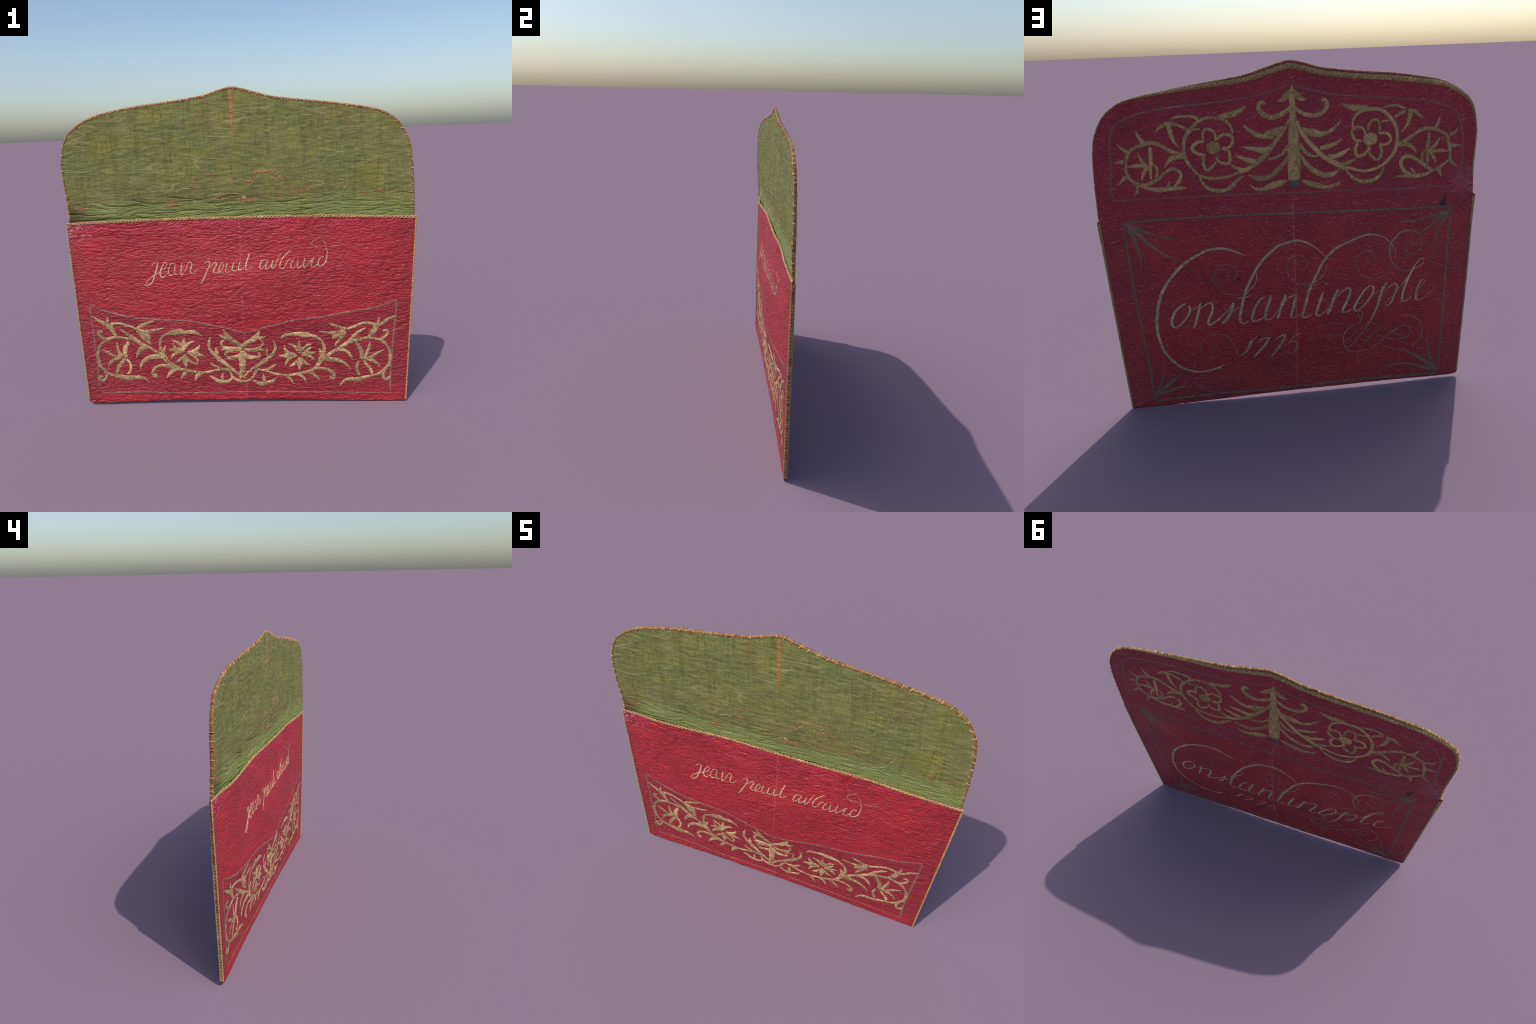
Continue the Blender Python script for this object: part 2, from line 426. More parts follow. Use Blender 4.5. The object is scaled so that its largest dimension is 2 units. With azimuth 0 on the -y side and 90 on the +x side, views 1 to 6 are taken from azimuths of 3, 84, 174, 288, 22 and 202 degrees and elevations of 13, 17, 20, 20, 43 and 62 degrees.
def thread(name, light, mid, dark, grey, grain=70, strength=.7, rough=.5, wear=.4, spec=.5, crease=.55, metal=0., bare=None, bare_at=.5):
    """Couched metal thread: short lights and darks across, creased by the leather below,
    greyed in patches and, with `bare`, worn through to that colour."""
    k = Nodes(name, rough, spec)
    a = k.noise(grain * 1.7, (2.2, 1, .5), 3, .7, .3, .7)
    b = k.noise(grain * 2.2, (1, 1, 1.6), 3, .6)
    col = k.mix(k.step(a, .46, .56), mid, light)
    col = k.mix(k.mul(k.step(a, .49, .40), .85), col, dark)
    col = k.mix(k.mul(k.step(b, .46, .30), .55), col, dark)
    tint = k.noise(9, (1, 1, 1), 4, .6)
    col = k.mix(k.mul(k.step(tint, .46, .60), wear), col, grey)
    col = k.mix(k.mul(k.step(k.noise(19, (1, 1, 1), 3), .54, .66), .55), col, tuple(min(1, v * 1.3) for v in light))
    # each stitched piece is darker or lighter at random
    each = k.t.nodes.new("ShaderNodeObjectInfo").outputs["Random"]
    col = k.mix(k.mul(k.step(each, .45, .0), .45), col, tuple(.55 * m + .45 * d for m, d in zip(mid, dark)))
    col = k.mix(k.mul(k.step(each, .6, 1.), .40), col, tuple(min(1, v * 1.15) for v in light))
    side = k.mul(k.step(k.math("ABSOLUTE", k.x), .68, .92), .5)
    col = k.mix(side, col, grey)
    net = k.cells(20, (1, 1, 2.6), .03)
    col = k.mix(k.mul(k.math("SUBTRACT", 1., k.step(net, 0., .09)), crease), col, dark)
    k.p.inputs["Metallic"].default_value = metal
    if bare:
        gone = k.step(k.noise(grain * .8, (1, 1, 1.5), 4, .7), bare_at - .09, bare_at + .09)
        col = k.mix(gone, col, bare)
    return k.finish(col, k.math("ADD", a, b), strength, .003)

BARE_FRONT = (.34, .030, .045); BARE_BACK = (.33, .023, .029); BARE_SILK = (.19, .20, .075)
GOLD_FRONT = thread("gold_thread_front", (.72, .49, .24), (.45, .275, .115), (.12, .055, .024), (.27, .185, .10), 58, wear=.45, metal=.15)
GOLD_FLAP = thread("gold_thread_flap", (.54, .355, .150), (.35, .21, .076), (.12, .06, .025), (.29, .205, .11), crease=.2, metal=.2)
PALE_GOLD = thread("pale_gold_thread", (.74, .52, .31), (.52, .34, .19), (.18, .08, .05), (.40, .27, .15), 110, bare=BARE_FRONT, bare_at=.66)
FAINT_GOLD = thread("faint_gold_thread", (.56, .30, .21), (.44, .18, .125), (.18, .06, .05), (.40, .14, .11), 110, bare=BARE_FRONT, bare_at=.58)
SILVER = thread("silver_thread", (.60, .445, .30), (.39, .275, .18), (.11, .06, .045), (.25, .165, .12), 90, crease=.3, bare=BARE_BACK, bare_at=.68)
FAINT_SILVER = thread("faint_silver_thread", (.36, .235, .185), (.25, .145, .12), (.10, .045, .04), (.20, .10, .09), 90, crease=.2, bare=BARE_BACK, bare_at=.66)
FADED_FRONT = thread("faded_thread_front", (.38, .225, .155), (.25, .13, .085), (.13, .05, .038), (.22, .12, .09), 90, bare=BARE_FRONT, bare_at=.58)
FADED_BACK = thread("faded_thread_back", (.27, .155, .115), (.19, .095, .072), (.08, .03, .03), (.19, .10, .08), 90, crease=.2, bare=BARE_BACK, bare_at=.54)
DARK_RAY = thread("tarnished_thread", (.225, .150, .105), (.145, .088, .064), (.06, .032, .028), (.15, .092, .072), 90, crease=.2, bare=BARE_BACK, bare_at=.62)
DARK_DISC = thread("dark_disc_thread", (.14, .11, .08), (.095, .07, .05), (.04, .03, .025), (.10, .08, .06), 60)
INK = thread("ink", (.02, .015, .035), (.015, .012, .03), (.01, .01, .02), (.02, .015, .03), 60)
CORD = thread("gold_cord", (.70, .46, .19), (.52, .30, .11), (.20, .09, .035), (.48, .29, .13), 80, wear=.3)
CORD_BACK = thread("gold_cord_back", (.50, .33, .135), (.35, .21, .08), (.13, .07, .03), (.26, .18, .10), 80, wear=.3, crease=.1)
TORN = thread("bare_brown_backing", (.43, .205, .062), (.28, .115, .032), (.11, .045, .015), (.27, .15, .05), 60, bare=BARE_SILK, bare_at=.60)
STREAK = thread("worn_brown_streak", (.44, .20, .055), (.31, .125, .032), (.16, .075, .022), (.28, .15, .045), 60, bare=BARE_SILK, bare_at=.58)
WISP = thread("loose_silk", (.40, .40, .22), (.30, .32, .16), (.18, .19, .08), (.30, .29, .15), 60, bare=BARE_SILK, bare_at=.60)
HEMCOL = thread("brown_hem", (.43, .20, .055), (.32, .115, .028), (.14, .05, .014), (.20, .15, .045), 60, bare=BARE_SILK, bare_at=.66)
STITCH = thread("peach_thread", (.82, .50, .28), (.66, .36, .18), (.34, .15, .06), (.55, .32, .16), 110)

def binding(name="stitched_edge", low=(.19, .070, .020), high=(.45, .215, .070), straw=(.30, .20, .075), glint=(.55, .36, .18)):
    """Edge of the stitched layers: bands across the edge, brown to straw, with dark gaps."""
    k = Nodes(name, .7, .25)
    n = k.noise(34, (1, .12, 1), 3, .6)
    col = k.mix(k.step(n, .40, .60), low, high)
    col = k.mix(k.mul(k.step(k.noise(6, (1, .2, 1), 2), .45, .62), .6), col, straw)
    col = k.mix(k.mul(k.step(k.noise(60, (1, .12, 1), 3), .62, .72), .6), col, glint)
    col = k.mix(k.mul(k.step(k.noise(52, (1, .12, 1), 2), .40, .30), .8), col, (.045, .02, .010))
    return k.finish(col, n, .6, .005)
EDGE = binding()
EDGE_GOLD = binding("stitched_edge_gold", (.26, .13, .045), (.58, .37, .15), (.46, .32, .13), (.76, .54, .29))

# ------------------------------------------------------------------ panels
NX = 300
def strip(left, right, low, high, nz):
    """Grid between two side profiles x(z) and two level profiles z(x)."""
    s = np.linspace(-1, 1, NX)[:, None]; t = np.linspace(0, 1, nz)[None, :]
    x = s * .985 + 0 * t
    for _ in range(6):
        z = low(x) + (high(x) - low(x)) * t
        x = (left(z) + right(z)) / 2 + s * (right(z) - left(z)) / 2
    return x, z

def hem(x):   return curve(x, *HEM)
def mouth(x): return curve(x, *MOUTH)

X, Z = strip(side_left, side_right, hem, mouth, 330)
front_panel = slab("front_panel", X, Z, "front", .005, RED_FRONT)
X, Z = strip(back_left, back_right, hem, fold_z, 330)
back_panel = slab("back_panel", X, Z, "back", .003, RED_BACK)

RIM = resample(catmull(FLAP), .004)
k0 = int(np.argmin(np.hypot(RIM[:, 0] + .915, RIM[:, 1] - 1.652)))
k1 = int(np.argmin(np.hypot(RIM[:, 0] - .906, RIM[:, 1] - 1.624)))

def flap_grid(base, nz):
    """Coons patch inside the flap outline, above the level profile base(x)."""
    L = RIM[:k0 + 1]; R = RIM[k1:][::-1]
    def side(S):
        zb = float(base(S[0, 0]))
        if zb < S[0, 1]:
            S = np.vstack([[S[0, 0], zb], S])
        else:
            x = np.interp(zb, S[:, 1], S[:, 0]); S = np.vstack([[x, zb], S[S[:, 1] > zb + 1e-4]])
        return resample(S, n=nz)
    L, R = side(L), side(R)
    T = resample(RIM[k0:k1 + 1], n=NX)
    bx = np.linspace(L[0, 0], R[0, 0], NX); B = np.stack([bx, base(bx)], 1)
    u = np.linspace(0, 1, NX)[:, None, None]; v = np.linspace(0, 1, nz)[None, :, None]
    G = ((1 - v) * B[:, None] + v * T[:, None] + (1 - u) * L[None] + u * R[None]
         - ((1 - u) * (1 - v) * L[0] + u * (1 - v) * R[0] + (1 - u) * v * L[-1] + u * v * R[-1]))
    return G[..., 0], G[..., 1]

X, Z = flap_grid(fold_z, 210)
flap = slab("flap", X, Z, "back", .003, RED_FLAP)
X, Z = flap_grid(lambda x: 1.06 + 0 * np.asarray(x), 260)
lining = slab("lining", X, Z, "lining", .003, SILK, flap)

# ------------------------------------------------------------------ edges
def edge_band(name, F, B, material, bulge=.003, parent=wallet, pitch=0., rng=None):
    """Rounded band that closes the gap between front edge line F and back edge line B (rows x, y, z)."""
    n = len(F); rows = 9
    C = (F + B) / 2
    T = np.gradient(C, axis=0); T /= np.linalg.norm(T, axis=1)[:, None]
    N = np.cross(T, [0, 1, 0]); N /= np.linalg.norm(N, axis=1)[:, None]
    ctr = np.array([0, 0, .8])
    N *= np.sign(np.sum(N * (C - ctr), axis=1))[:, None]
    s = np.r_[0, np.cumsum(np.linalg.norm(np.diff(C, axis=0), axis=1))]
    wav = np.ones(n)
    if pitch:
        wav = .35 + .8 * np.abs(np.sin(math.pi * s / pitch + 1.2 * noise(s * 9, 0 * s, 31)))
    V = []
    for q in np.linspace(0, 1, rows):
        o = bulge * math.sin(math.pi * q) ** .5 * wav if 0 < q < 1 else np.full(n, -.004)
        V.append(F * (1 - q) + B * q + N * o[:, None])
    return add(name, np.array(V).reshape(-1, 3), quads(rows, n), material, parent)

def with_y(P, fn):
    return np.stack([P[:, 0], fn(P[:, 0], P[:, 1]), P[:, 1]], 1)

SHOWN = RIM[RIM[:, 1] > np.where(RIM[:, 0] < 0, 1.134, 1.112)]                # the rest is inside the pocket
edge_band("flap_edge", with_y(SHOWN, lining_y), with_y(SHOWN, back_y), EDGE, .0032, flap, .014)
for side, bside in ((side_left, back_left), (side_right, back_right)):
    z = np.linspace(.03 if side is side_left else .004, 1.128 if side is side_left else 1.108, 600)
    F = np.stack([side(z), front_y(side(z), z), z], 1)
    B = np.stack([bside(z), back_y(bside(z), z), z], 1)
    edge_band("side_edge", F, B, EDGE, .0004, wallet, .014)
    # fat wrapping stitches, one beside the other, over each side of the pocket
    rng = random.Random(3 if side is side_left else 5)
    d = .045 if side is side_left else .02
    while d < (1.115 if side is side_left else 1.095):
        i = int(np.argmin(np.abs(z - d))); sgn = np.sign(F[i, 0]); h = rng.uniform(.0065, .0085)
        a, b = F[i], B[i]; o = np.array([sgn * .0004, 0, rng.uniform(-.001, .001)])
        pts = [a * .85 + b * .15 - o * 2.2 + [0, -.0025, 0], a * .95 + b * .05 - o * .6 + [0, -.0015, 0], (a * .6 + b * .4) - o * .6 - [sgn * .0018, 0, 0],
               (a * .4 + b * .6) - o * .6 - [sgn * .0018, 0, 0], a * .05 + b * .95 - o * .6 + [0, .0015, 0], a * .15 + b * .85 - o * 2.2 + [0, .002, 0]]
        P = catmull(np.array(pts), 3)
        v, f = tube(P, .0042, 8)
        v[:, 2] = d + (v[:, 2] - P[:, 2].mean()) * (h / .0042)
        add("wrapping_stitch", v, f, EDGE_GOLD, front_panel)
        d += h * 2.15 + rng.uniform(.001, .005)
x = np.linspace(-.972, .955, 400)
F = np.stack([x, front_y(x, hem(x)), hem(x)], 1); B = np.stack([x, back_y(x, hem(x)), hem(x)], 1)
edge_band("bottom_fold", F + [0, 0, .002], B + [0, 0, .002], RED_FRONT, .0022)

def braid(path, normal_out, width, radius, pitch, strands=2, phase=0.):
    """Strands that swing across each other along a path of rows (x, y, z)."""
    P = np.asarray(path, float)
    s = np.r_[0, np.cumsum(np.linalg.norm(np.diff(P, axis=0), axis=1))]
    T = np.gradient(P, axis=0); T /= np.linalg.norm(T, axis=1)[:, None]
    S = np.cross(T, [0, 1, 0]); S /= np.linalg.norm(S, axis=1)[:, None]
    w = np.broadcast_to(width, s.shape); r = np.broadcast_to(radius, s.shape)
    parts = []
    for i in range(strands):
        a = 2 * math.pi * (s / pitch + i / strands) + phase + .5 * noise(s * 6, 0 * s + i, 33)
        Q = P + S * (w * np.sin(a))[:, None] + np.array([0, normal_out, 0]) * (r * .55 * np.cos(2 * a))[:, None]
        parts.append(tube(Q, r * (1 + .18 * noise(s * 40, 0 * s + 3 * i, 34)), 7))
    return join(parts)

# cord on the mouth of the pocket
P = np.stack([np.linspace(-.9945, .996, 700), np.zeros(700)], 1); P[:, 1] = mouth(P[:, 0]) - .001
path = np.stack([P[:, 0], front_y(P[:, 0], P[:, 1]) + .001, P[:, 1]], 1)
v, f = braid(path, -1, .0056, .0040, .042, 2)
add("mouth_cord", v, f, CORD, front_panel)
# thin cords down the sides of the front and the back
for name, side, fn, out, w, r, mat, par in (("side_cord", side_left, front_y, -1, .0026, .0030, CORD, front_panel),
                                            ("side_cord", side_right, front_y, -1, .0026, .0030, CORD, front_panel),
                                            ("side_cord", back_left, back_y, 1, .0034, .0034, CORD_BACK, back_panel),
                                            ("side_cord", back_right, back_y, 1, .0036, .0036, CORD_BACK, back_panel)):
    z = np.linspace(.035 if "left" in side.__name__ else .008, 1.122 if "left" in side.__name__ else 1.102, 420)
    xx = side(z) - (.0005 if out > 0 else .0015) * np.sign(side(z))
    v, f = braid(np.stack([xx, fn(side(z), z), z], 1), out, w, r, .030)
    add(name, v, f, mat, par)
# broad braid near the rim on the back of the flap; it slips over the rim towards the right base
m = (RIM[:, 1] > 1.22) & ~((RIM[:, 0] > .80))
R = RIM[m]
T = np.gradient(R, axis=0); T /= np.linalg.norm(T, axis=1)[:, None]
inset = curve(R[:, 0], [-.99, -.96, -.80, -.5, 0, .25, .45, .64, .80], [.003, .006, .014, .022, .024, .018, .011, .005, -.001])
wide = curve(R[:, 0], [-.99, -.96, -.80, -.5, 0, .25, .45, .64, .80], [.0022, .004, .0075, .0085, .0085, .0075, .006, .004, .0012])
C = R + np.stack([T[:, 1], -T[:, 0]], 1) * inset[:, None]
C = resample(np.column_stack([C, wide]), .003); wide = C[:, 2]
path = np.stack([C[:, 0], surface("back", C[:, 0], C[:, 1]) + .001, C[:, 1]], 1)
v, f = braid(path, 1, wide, wide * .62 + .0010, .058, 3)
add("flap_cord", v, f, CORD_BACK, flap)
# brown hem of the lining, and peach stitches over the rim
hemline = resample(SHOWN, .004)
T = np.gradient(hemline, axis=0); T /= np.linalg.norm(T, axis=1)[:, None]
INW = np.stack([T[:, 1], -T[:, 0]], 1)
sdist = np.arange(len(hemline)) * .004
V = []
wid = .0085 + .0035 * noise(sdist * 14, 0 * sdist, 41)
for q, lift in ((-.15, -.002), (.0, .0012), (.55, .0018), (.9, .0014), (1., -.003)):
    Q = hemline + INW * (wid * q)[:, None]
    V.append(np.stack([Q[:, 0], surface("lining", Q[:, 0], Q[:, 1], lift), Q[:, 1]], 1))
add("lining_hem", np.array(V).reshape(-1, 3), quads(5, len(hemline), 0, True), HEMCOL, lining)
rng = random.Random(7)
d = .03
while d < sdist[-1] - .04:
    i = int(d / .004); j = min(len(hemline) - 1, i + rng.randint(1, 4))
    a = hemline[i] + INW[i] * rng.uniform(.010, .015); b = hemline[j]; o = -INW[j] * .0036
    yl, yb = float(lining_y(*b)), float(back_y(*b))
    pts = [(a[0], float(surface("lining", a[0], a[1], -.002)), a[1]), (a[0] * .6 + b[0] * .4, float(surface("lining", b[0], b[1], .0025)), a[1] * .6 + b[1] * .4),
           (b[0] + o[0] * .7, yl, b[1] + o[1] * .7), (b[0] + o[0], (yl + yb) / 2, b[1] + o[1]), (b[0] + o[0] * .7, yb + .001, b[1] + o[1] * .7),
           (b[0] - o[0], yb - .001, b[1] - o[1])]
    v, f = tube(catmull(pts, 4), .0023 * rng.uniform(.8, 1.25), 6)
    add("rim_stitch", v, f, STITCH, flap)
    d += rng.uniform(.036, .052)

# ------------------------------------------------------------------ embroidery
rng = random.Random(11)
def stitch(kind, *stations, on, parent, material, lift=.0014, ragged=.09, swell=1.):
    """Raised satin stitch: a spine of (x mm, z mm, width mm) stations, swept on the surface of one side."""
    P = np.asarray(stations, float) / 1000
    C = catmull(P, 10)
    C[:, 2] = np.interp(np.linspace(0, 1, len(C)), np.linspace(0, 1, len(P)), P[:, 2])
    C = resample(C, .0028)
    n = len(C)
    T = np.gradient(C[:, :2], axis=0); T /= np.linalg.norm(T, axis=1)[:, None] + 1e-12
    N = np.stack([-T[:, 1], T[:, 0]], 1)
    odd = np.where(np.arange(n) % 2, 1., -1.)
    fray = noise(np.arange(n) * .31, np.full(n, rng.uniform(0, 90)), 51) if ragged > .3 else .5 * odd
    hw = C[:, 2] * swell / 2 * (1 + ragged * (fray + .6 * np.array([rng.uniform(-1, 1) for _ in range(n)]))) + .0002
    hw[0] *= .4; hw[-1] *= .4
    top = np.minimum(lift, .0004 + C[:, 2] * .10) + rng.uniform(0, .0005) + .00016 * odd
    rows = ((-1, -.6, 0), (-.72, .3, .55), (-.25, .3, 1.), (.25, .3, 1.), (.72, .3, .55), (1, -.6, 0), (0, -2.5, 0))
    V = []
    out = SURFACES[on][2]
    for q, base, k in rows:
        Q = C[:, :2] + N * (hw * q)[:, None]
        V.append(np.stack([Q[:, 0], surface(on, Q[:, 0], Q[:, 1], base * .001 + top * k), Q[:, 1]], 1))
    V = np.array(V)
    f = quads(len(rows), n, 0, out > 0, wrap=True)
    return add(kind, V.reshape(-1, 3), f, material, parent)

# front: frame of the embroidered border
stitch("frame_line", (-901, 652, 9.9), (-906, 557, 10), (-902, 452, 11.3), (-901, 353, 11.4), (-896, 271, 11.5), (-903, 162, 10.4), (-898, 107, 6.3),
       on="front", parent=front_panel, material=FADED_FRONT, lift=.0005, ragged=.2, swell=1.15)
stitch("frame_line", (-901, 652, 8.7), (-844, 616, 9.5), (-746, 586, 10.2), (-647, 563, 10.9), (-556, 554, 10), (-442, 545, 10), (-367, 539, 9.9),
       (-293, 531, 9.7), (-203, 513, 10.3), (-128, 497, 9.1), (-54, 476, 8.5), (-4, 460, 7.9), on="front", parent=front_panel, material=FADED_FRONT,
       lift=.0005, ragged=.2, swell=1.15)
stitch("frame_line", (-19, 462, 9.1), (11, 460, 7.6), (87, 478, 8.4), (163, 500, 9), (222, 513, 10.8), (282, 528, 11.4), (356, 536, 10.8), (474, 547,
       10.5), (585, 566, 10.5), (732, 584, 10.6), (823, 607, 9.8), (892, 633, 8.3), on="front", parent=front_panel, material=FADED_FRONT, lift=.0005,
       ragged=.2, swell=1.15)
stitch("frame_line", (892, 633, 8.3), (889, 547, 10.7), (881, 469, 10.8), (871, 350, 11.7), (865, 229, 12.6), (862, 147, 12), (864, 56, 10.5),
       on="front", parent=front_panel, material=FADED_FRONT, lift=.0005, ragged=.2, swell=1.15)
stitch("frame_line", (-890, 78, 5.7), (-648, 79, 6.3), (-353, 68, 6.2), (-34, 71, 5.4), (203, 67, 8.1), (516, 59, 5.4), (877, 49, 5.5), on="front",
       parent=front_panel, material=FADED_FRONT, lift=.0005, ragged=.2, swell=1.15)

# front border, left half
stitch("embroidered_leaf", (-902, 575, 8), (-867, 551, 15.9), (-827, 524, 31.8), (-794, 503, 43.6), (-778, 471, 27.8), (-762, 444, 15.9), on="front",
       parent=front_panel, material=GOLD_FRONT, lift=.0016)
stitch("embroidered_leaf", (-804, 568, 4.7), (-809, 548, 17.8), (-812, 520, 23.8), on="front", parent=front_panel, material=GOLD_FRONT, lift=.0016)
stitch("embroidered_stem", (-792, 520, 23.8), (-760, 526, 17.8), (-729, 525, 18.9), (-695, 515, 17.7), (-661, 502, 15.7), (-635, 490, 11.7),
       on="front", parent=front_panel, material=GOLD_FRONT, lift=.0016)
stitch("embroidered_leaf", (-524, 541, 5.8), (-558, 528, 23.2), (-606, 510, 29.2), (-639, 490, 11.7), on="front", parent=front_panel,
       material=GOLD_FRONT, lift=.0016)
stitch("embroidered_leaf", (-471, 495, 5.8), (-524, 482, 19.4), (-579, 473, 27.3), (-628, 482, 19.6), on="front", parent=front_panel,
       material=GOLD_FRONT, lift=.0016)
stitch("embroidered_leaf", (-636, 486, 19.6), (-610, 469, 35.2), (-581, 448, 47), (-564, 432, 23.5), (-554, 426, 7.8), on="front", parent=front_panel,
       material=GOLD_FRONT, lift=.0016)
stitch("embroidered_leaf", (-629, 478, 23.5), (-595, 432, 35.3), (-570, 405, 19.6), (-554, 386, 4.7), on="front", parent=front_panel,
       material=GOLD_FRONT, lift=.0016)
stitch("embroidered_stem", (-741, 491, 7.9), (-719, 476, 13.8), (-683, 449, 21.7), (-654, 424, 31.6), (-621, 399, 23.7), (-588, 383, 19.7), (-551,
       358, 17.8), (-518, 337, 23.7), (-488, 316, 39.5), (-471, 286, 29.7), (-450, 267, 21.8), (-420, 248, 23.8), (-398, 235, 27.7), (-484, 253,
       20.7), (-438, 249, 22.2), (-408, 232, 22.2), (-362, 221, 22.2), (-313, 210, 19), (-270, 205, 14.2), (-224, 207, 17.3), (-183, 215, 18.9),
       (-139, 223, 21.9), (-90, 217, 15.7), on="front", parent=front_panel, material=GOLD_FRONT, lift=.0016)
stitch("embroidered_stem", (-674, 424, 23.7), (-708, 431, 17.8), (-747, 437, 17.9), (-786, 438, 20), (-827, 422, 24.1), (-859, 398, 20.2), (-879, 369,
       20.3), (-890, 328, 24.5), (-890, 287, 26.6), (-880, 254, 22.6), (-859, 224, 20.6), (-838, 204, 18.5), (-796, 189, 20.5), (-749, 179, 32.8),
       (-710, 172, 38.8), (-671, 176, 28.5), (-639, 176, 22.3), (-612, 165, 18.3), (-590, 144, 4.9), on="front", parent=front_panel,
       material=GOLD_FRONT, lift=.0016)
stitch("embroidered_stem", (-834, 426, 18.1), (-856, 439, 22.1), (-870, 455, 24.1), (-870, 472, 24.1), (-856, 476, 24), (-847, 471, 18), on="front",
       parent=front_panel, material=GOLD_FRONT, lift=.0016)
stitch("embroidered_stem", (-859, 224, 20.6), (-850, 194, 18.5), (-859, 169, 18.6), (-877, 159, 20.7), (-894, 170, 14.5), (-889, 187, 14.5), (-873,
       187, 12.4), on="front", parent=front_panel, material=GOLD_FRONT, lift=.0016)
stitch("embroidered_leaf", (-691, 408, 19.9), (-714, 375, 30), (-722, 342, 32.1), (-721, 308, 28.2), on="front", parent=front_panel,
       material=GOLD_FRONT, lift=.0016)
stitch("embroidered_leaf", (-767, 411, 6), (-764, 371, 18.1), (-757, 338, 24.2), (-740, 313, 24.2), on="front", parent=front_panel,
       material=GOLD_FRONT, lift=.0016)
stitch("embroidered_leaf", (-857, 359, 4.9), (-824, 339, 24.3), (-791, 318, 24.3), (-737, 309, 20.2), on="front", parent=front_panel,
       material=GOLD_FRONT, lift=.0016)
stitch("embroidered_leaf", (-834, 244, 4.9), (-821, 273, 20.4), (-798, 291, 24.4), (-753, 305, 24.2), on="front", parent=front_panel,
       material=GOLD_FRONT, lift=.0016)
stitch("embroidered_leaf", (-787, 201, 16.4), (-771, 242, 24.4), (-744, 279, 26.3), (-722, 300, 20.2), on="front", parent=front_panel,
       material=GOLD_FRONT, lift=.0016)
stitch("embroidered_stem", (-718, 296, 16.1), (-699, 271, 20.2), (-694, 245, 18.2), (-700, 220, 18.3), (-720, 196, 16.3), on="front",
       parent=front_panel, material=GOLD_FRONT, lift=.0016)
stitch("embroidered_leaf", (-655, 304, 7.2), (-641, 337, 23.9), (-613, 368, 37.6), (-581, 372, 23.7), on="front", parent=front_panel,
       material=GOLD_FRONT, lift=.0016)
stitch("embroidered_leaf", (-636, 228, 6.1), (-632, 253, 18.1), (-613, 283, 24), (-575, 306, 29.8), (-532, 312, 39.6), (-492, 316, 39.5), on="front",
       parent=front_panel, material=GOLD_FRONT, lift=.0016)
stitch("embroidered_stem", (-533, 190, 28.1), (-551, 186, 28.2), (-563, 203, 20.1), (-553, 228, 22), (-526, 249, 19.9), (-486, 255, 17.9), (-443, 252,
       19.8), (-413, 244, 15.8), on="front", parent=front_panel, material=GOLD_FRONT, lift=.0016)
stitch("embroidered_leaf", (-476, 168, 4.8), (-459, 202, 24), (-430, 227, 27.8), (-409, 239, 19.8), on="front", parent=front_panel,
       material=GOLD_FRONT, lift=.0016)
stitch("embroidered_leaf", (-501, 349, 23.6), (-502, 382, 19.6), (-497, 415, 19.5), (-483, 441, 17.5), (-453, 455, 19.4), (-427, 463, 34), (-396, 466,
       43.2), (-371, 469, 43.1), (-353, 464, 27.7), (-335, 465, 24.6), (-307, 468, 29.1), (-277, 460, 23), (-259, 449, 10.7), (-246, 439, 2.5),
       on="front", parent=front_panel, material=GOLD_FRONT, lift=.0016)
stitch("embroidered_leaf", (-469, 384, 5.9), (-481, 353, 23.6), (-491, 328, 31.5), on="front", parent=front_panel, material=GOLD_FRONT, lift=.0016)
stitch("embroidered_petal", (-354, 432, 4.6), (-357, 407, 21.7), (-359, 378, 46.6), (-360, 354, 15.6), on="front", parent=front_panel,
       material=GOLD_FRONT, lift=.0013, swell=1.1)
stitch("embroidered_petal", (-430, 418, 3.7), (-400, 405, 18.6), (-374, 385, 21.7), (-361, 368, 12.4), on="front", parent=front_panel,
       material=GOLD_FRONT, lift=.0013, swell=1.1)
stitch("embroidered_petal", (-292, 408, 6.2), (-324, 397, 18.6), (-350, 375, 21.7), (-357, 362, 9.3), on="front", parent=front_panel,
       material=GOLD_FRONT, lift=.0013, swell=1.1)
stitch("embroidered_petal", (-452, 355, 3.8), (-423, 356, 18.8), (-389, 351, 43.7), (-357, 345, 14), on="front", parent=front_panel,
       material=GOLD_FRONT, lift=.0013, swell=1.1)
stitch("embroidered_petal", (-422, 402, 6.2), (-418, 376, 15.6), (-398, 352, 18.7), on="front", parent=front_panel, material=GOLD_FRONT, lift=.0013,
       swell=1.1)
stitch("embroidered_petal", (-443, 297, 6.3), (-429, 320, 18.8), (-396, 336, 18.8), (-365, 339, 9.4), on="front", parent=front_panel,
       material=GOLD_FRONT, lift=.0013, swell=1.1)
stitch("embroidered_petal", (-235, 312, 3.7), (-268, 321, 21.8), (-304, 331, 46.7), (-345, 337, 15.6), on="front", parent=front_panel,
       material=GOLD_FRONT, lift=.0013, swell=1.1)
stitch("embroidered_petal", (-262, 385, 7.7), (-274, 364, 18.6), (-297, 348, 23.3), (-331, 338, 12.5), on="front", parent=front_panel,
       material=GOLD_FRONT, lift=.0013, swell=1.1)
stitch("embroidered_petal", (-282, 261, 6.3), (-284, 291, 14.1), (-302, 315, 18.7), on="front", parent=front_panel, material=GOLD_FRONT, lift=.0013,
       swell=1.1)
stitch("embroidered_petal", (-357, 232, 3.2), (-356, 259, 22.1), (-357, 292, 47.1), (-358, 327, 15.6), on="front", parent=front_panel,
       material=GOLD_FRONT, lift=.0013, swell=1.1)
stitch("embroidered_petal", (-419, 273, 4.7), (-391, 289, 18.9), (-365, 306, 18.8), on="front", parent=front_panel, material=GOLD_FRONT, lift=.0013,
       swell=1.1)
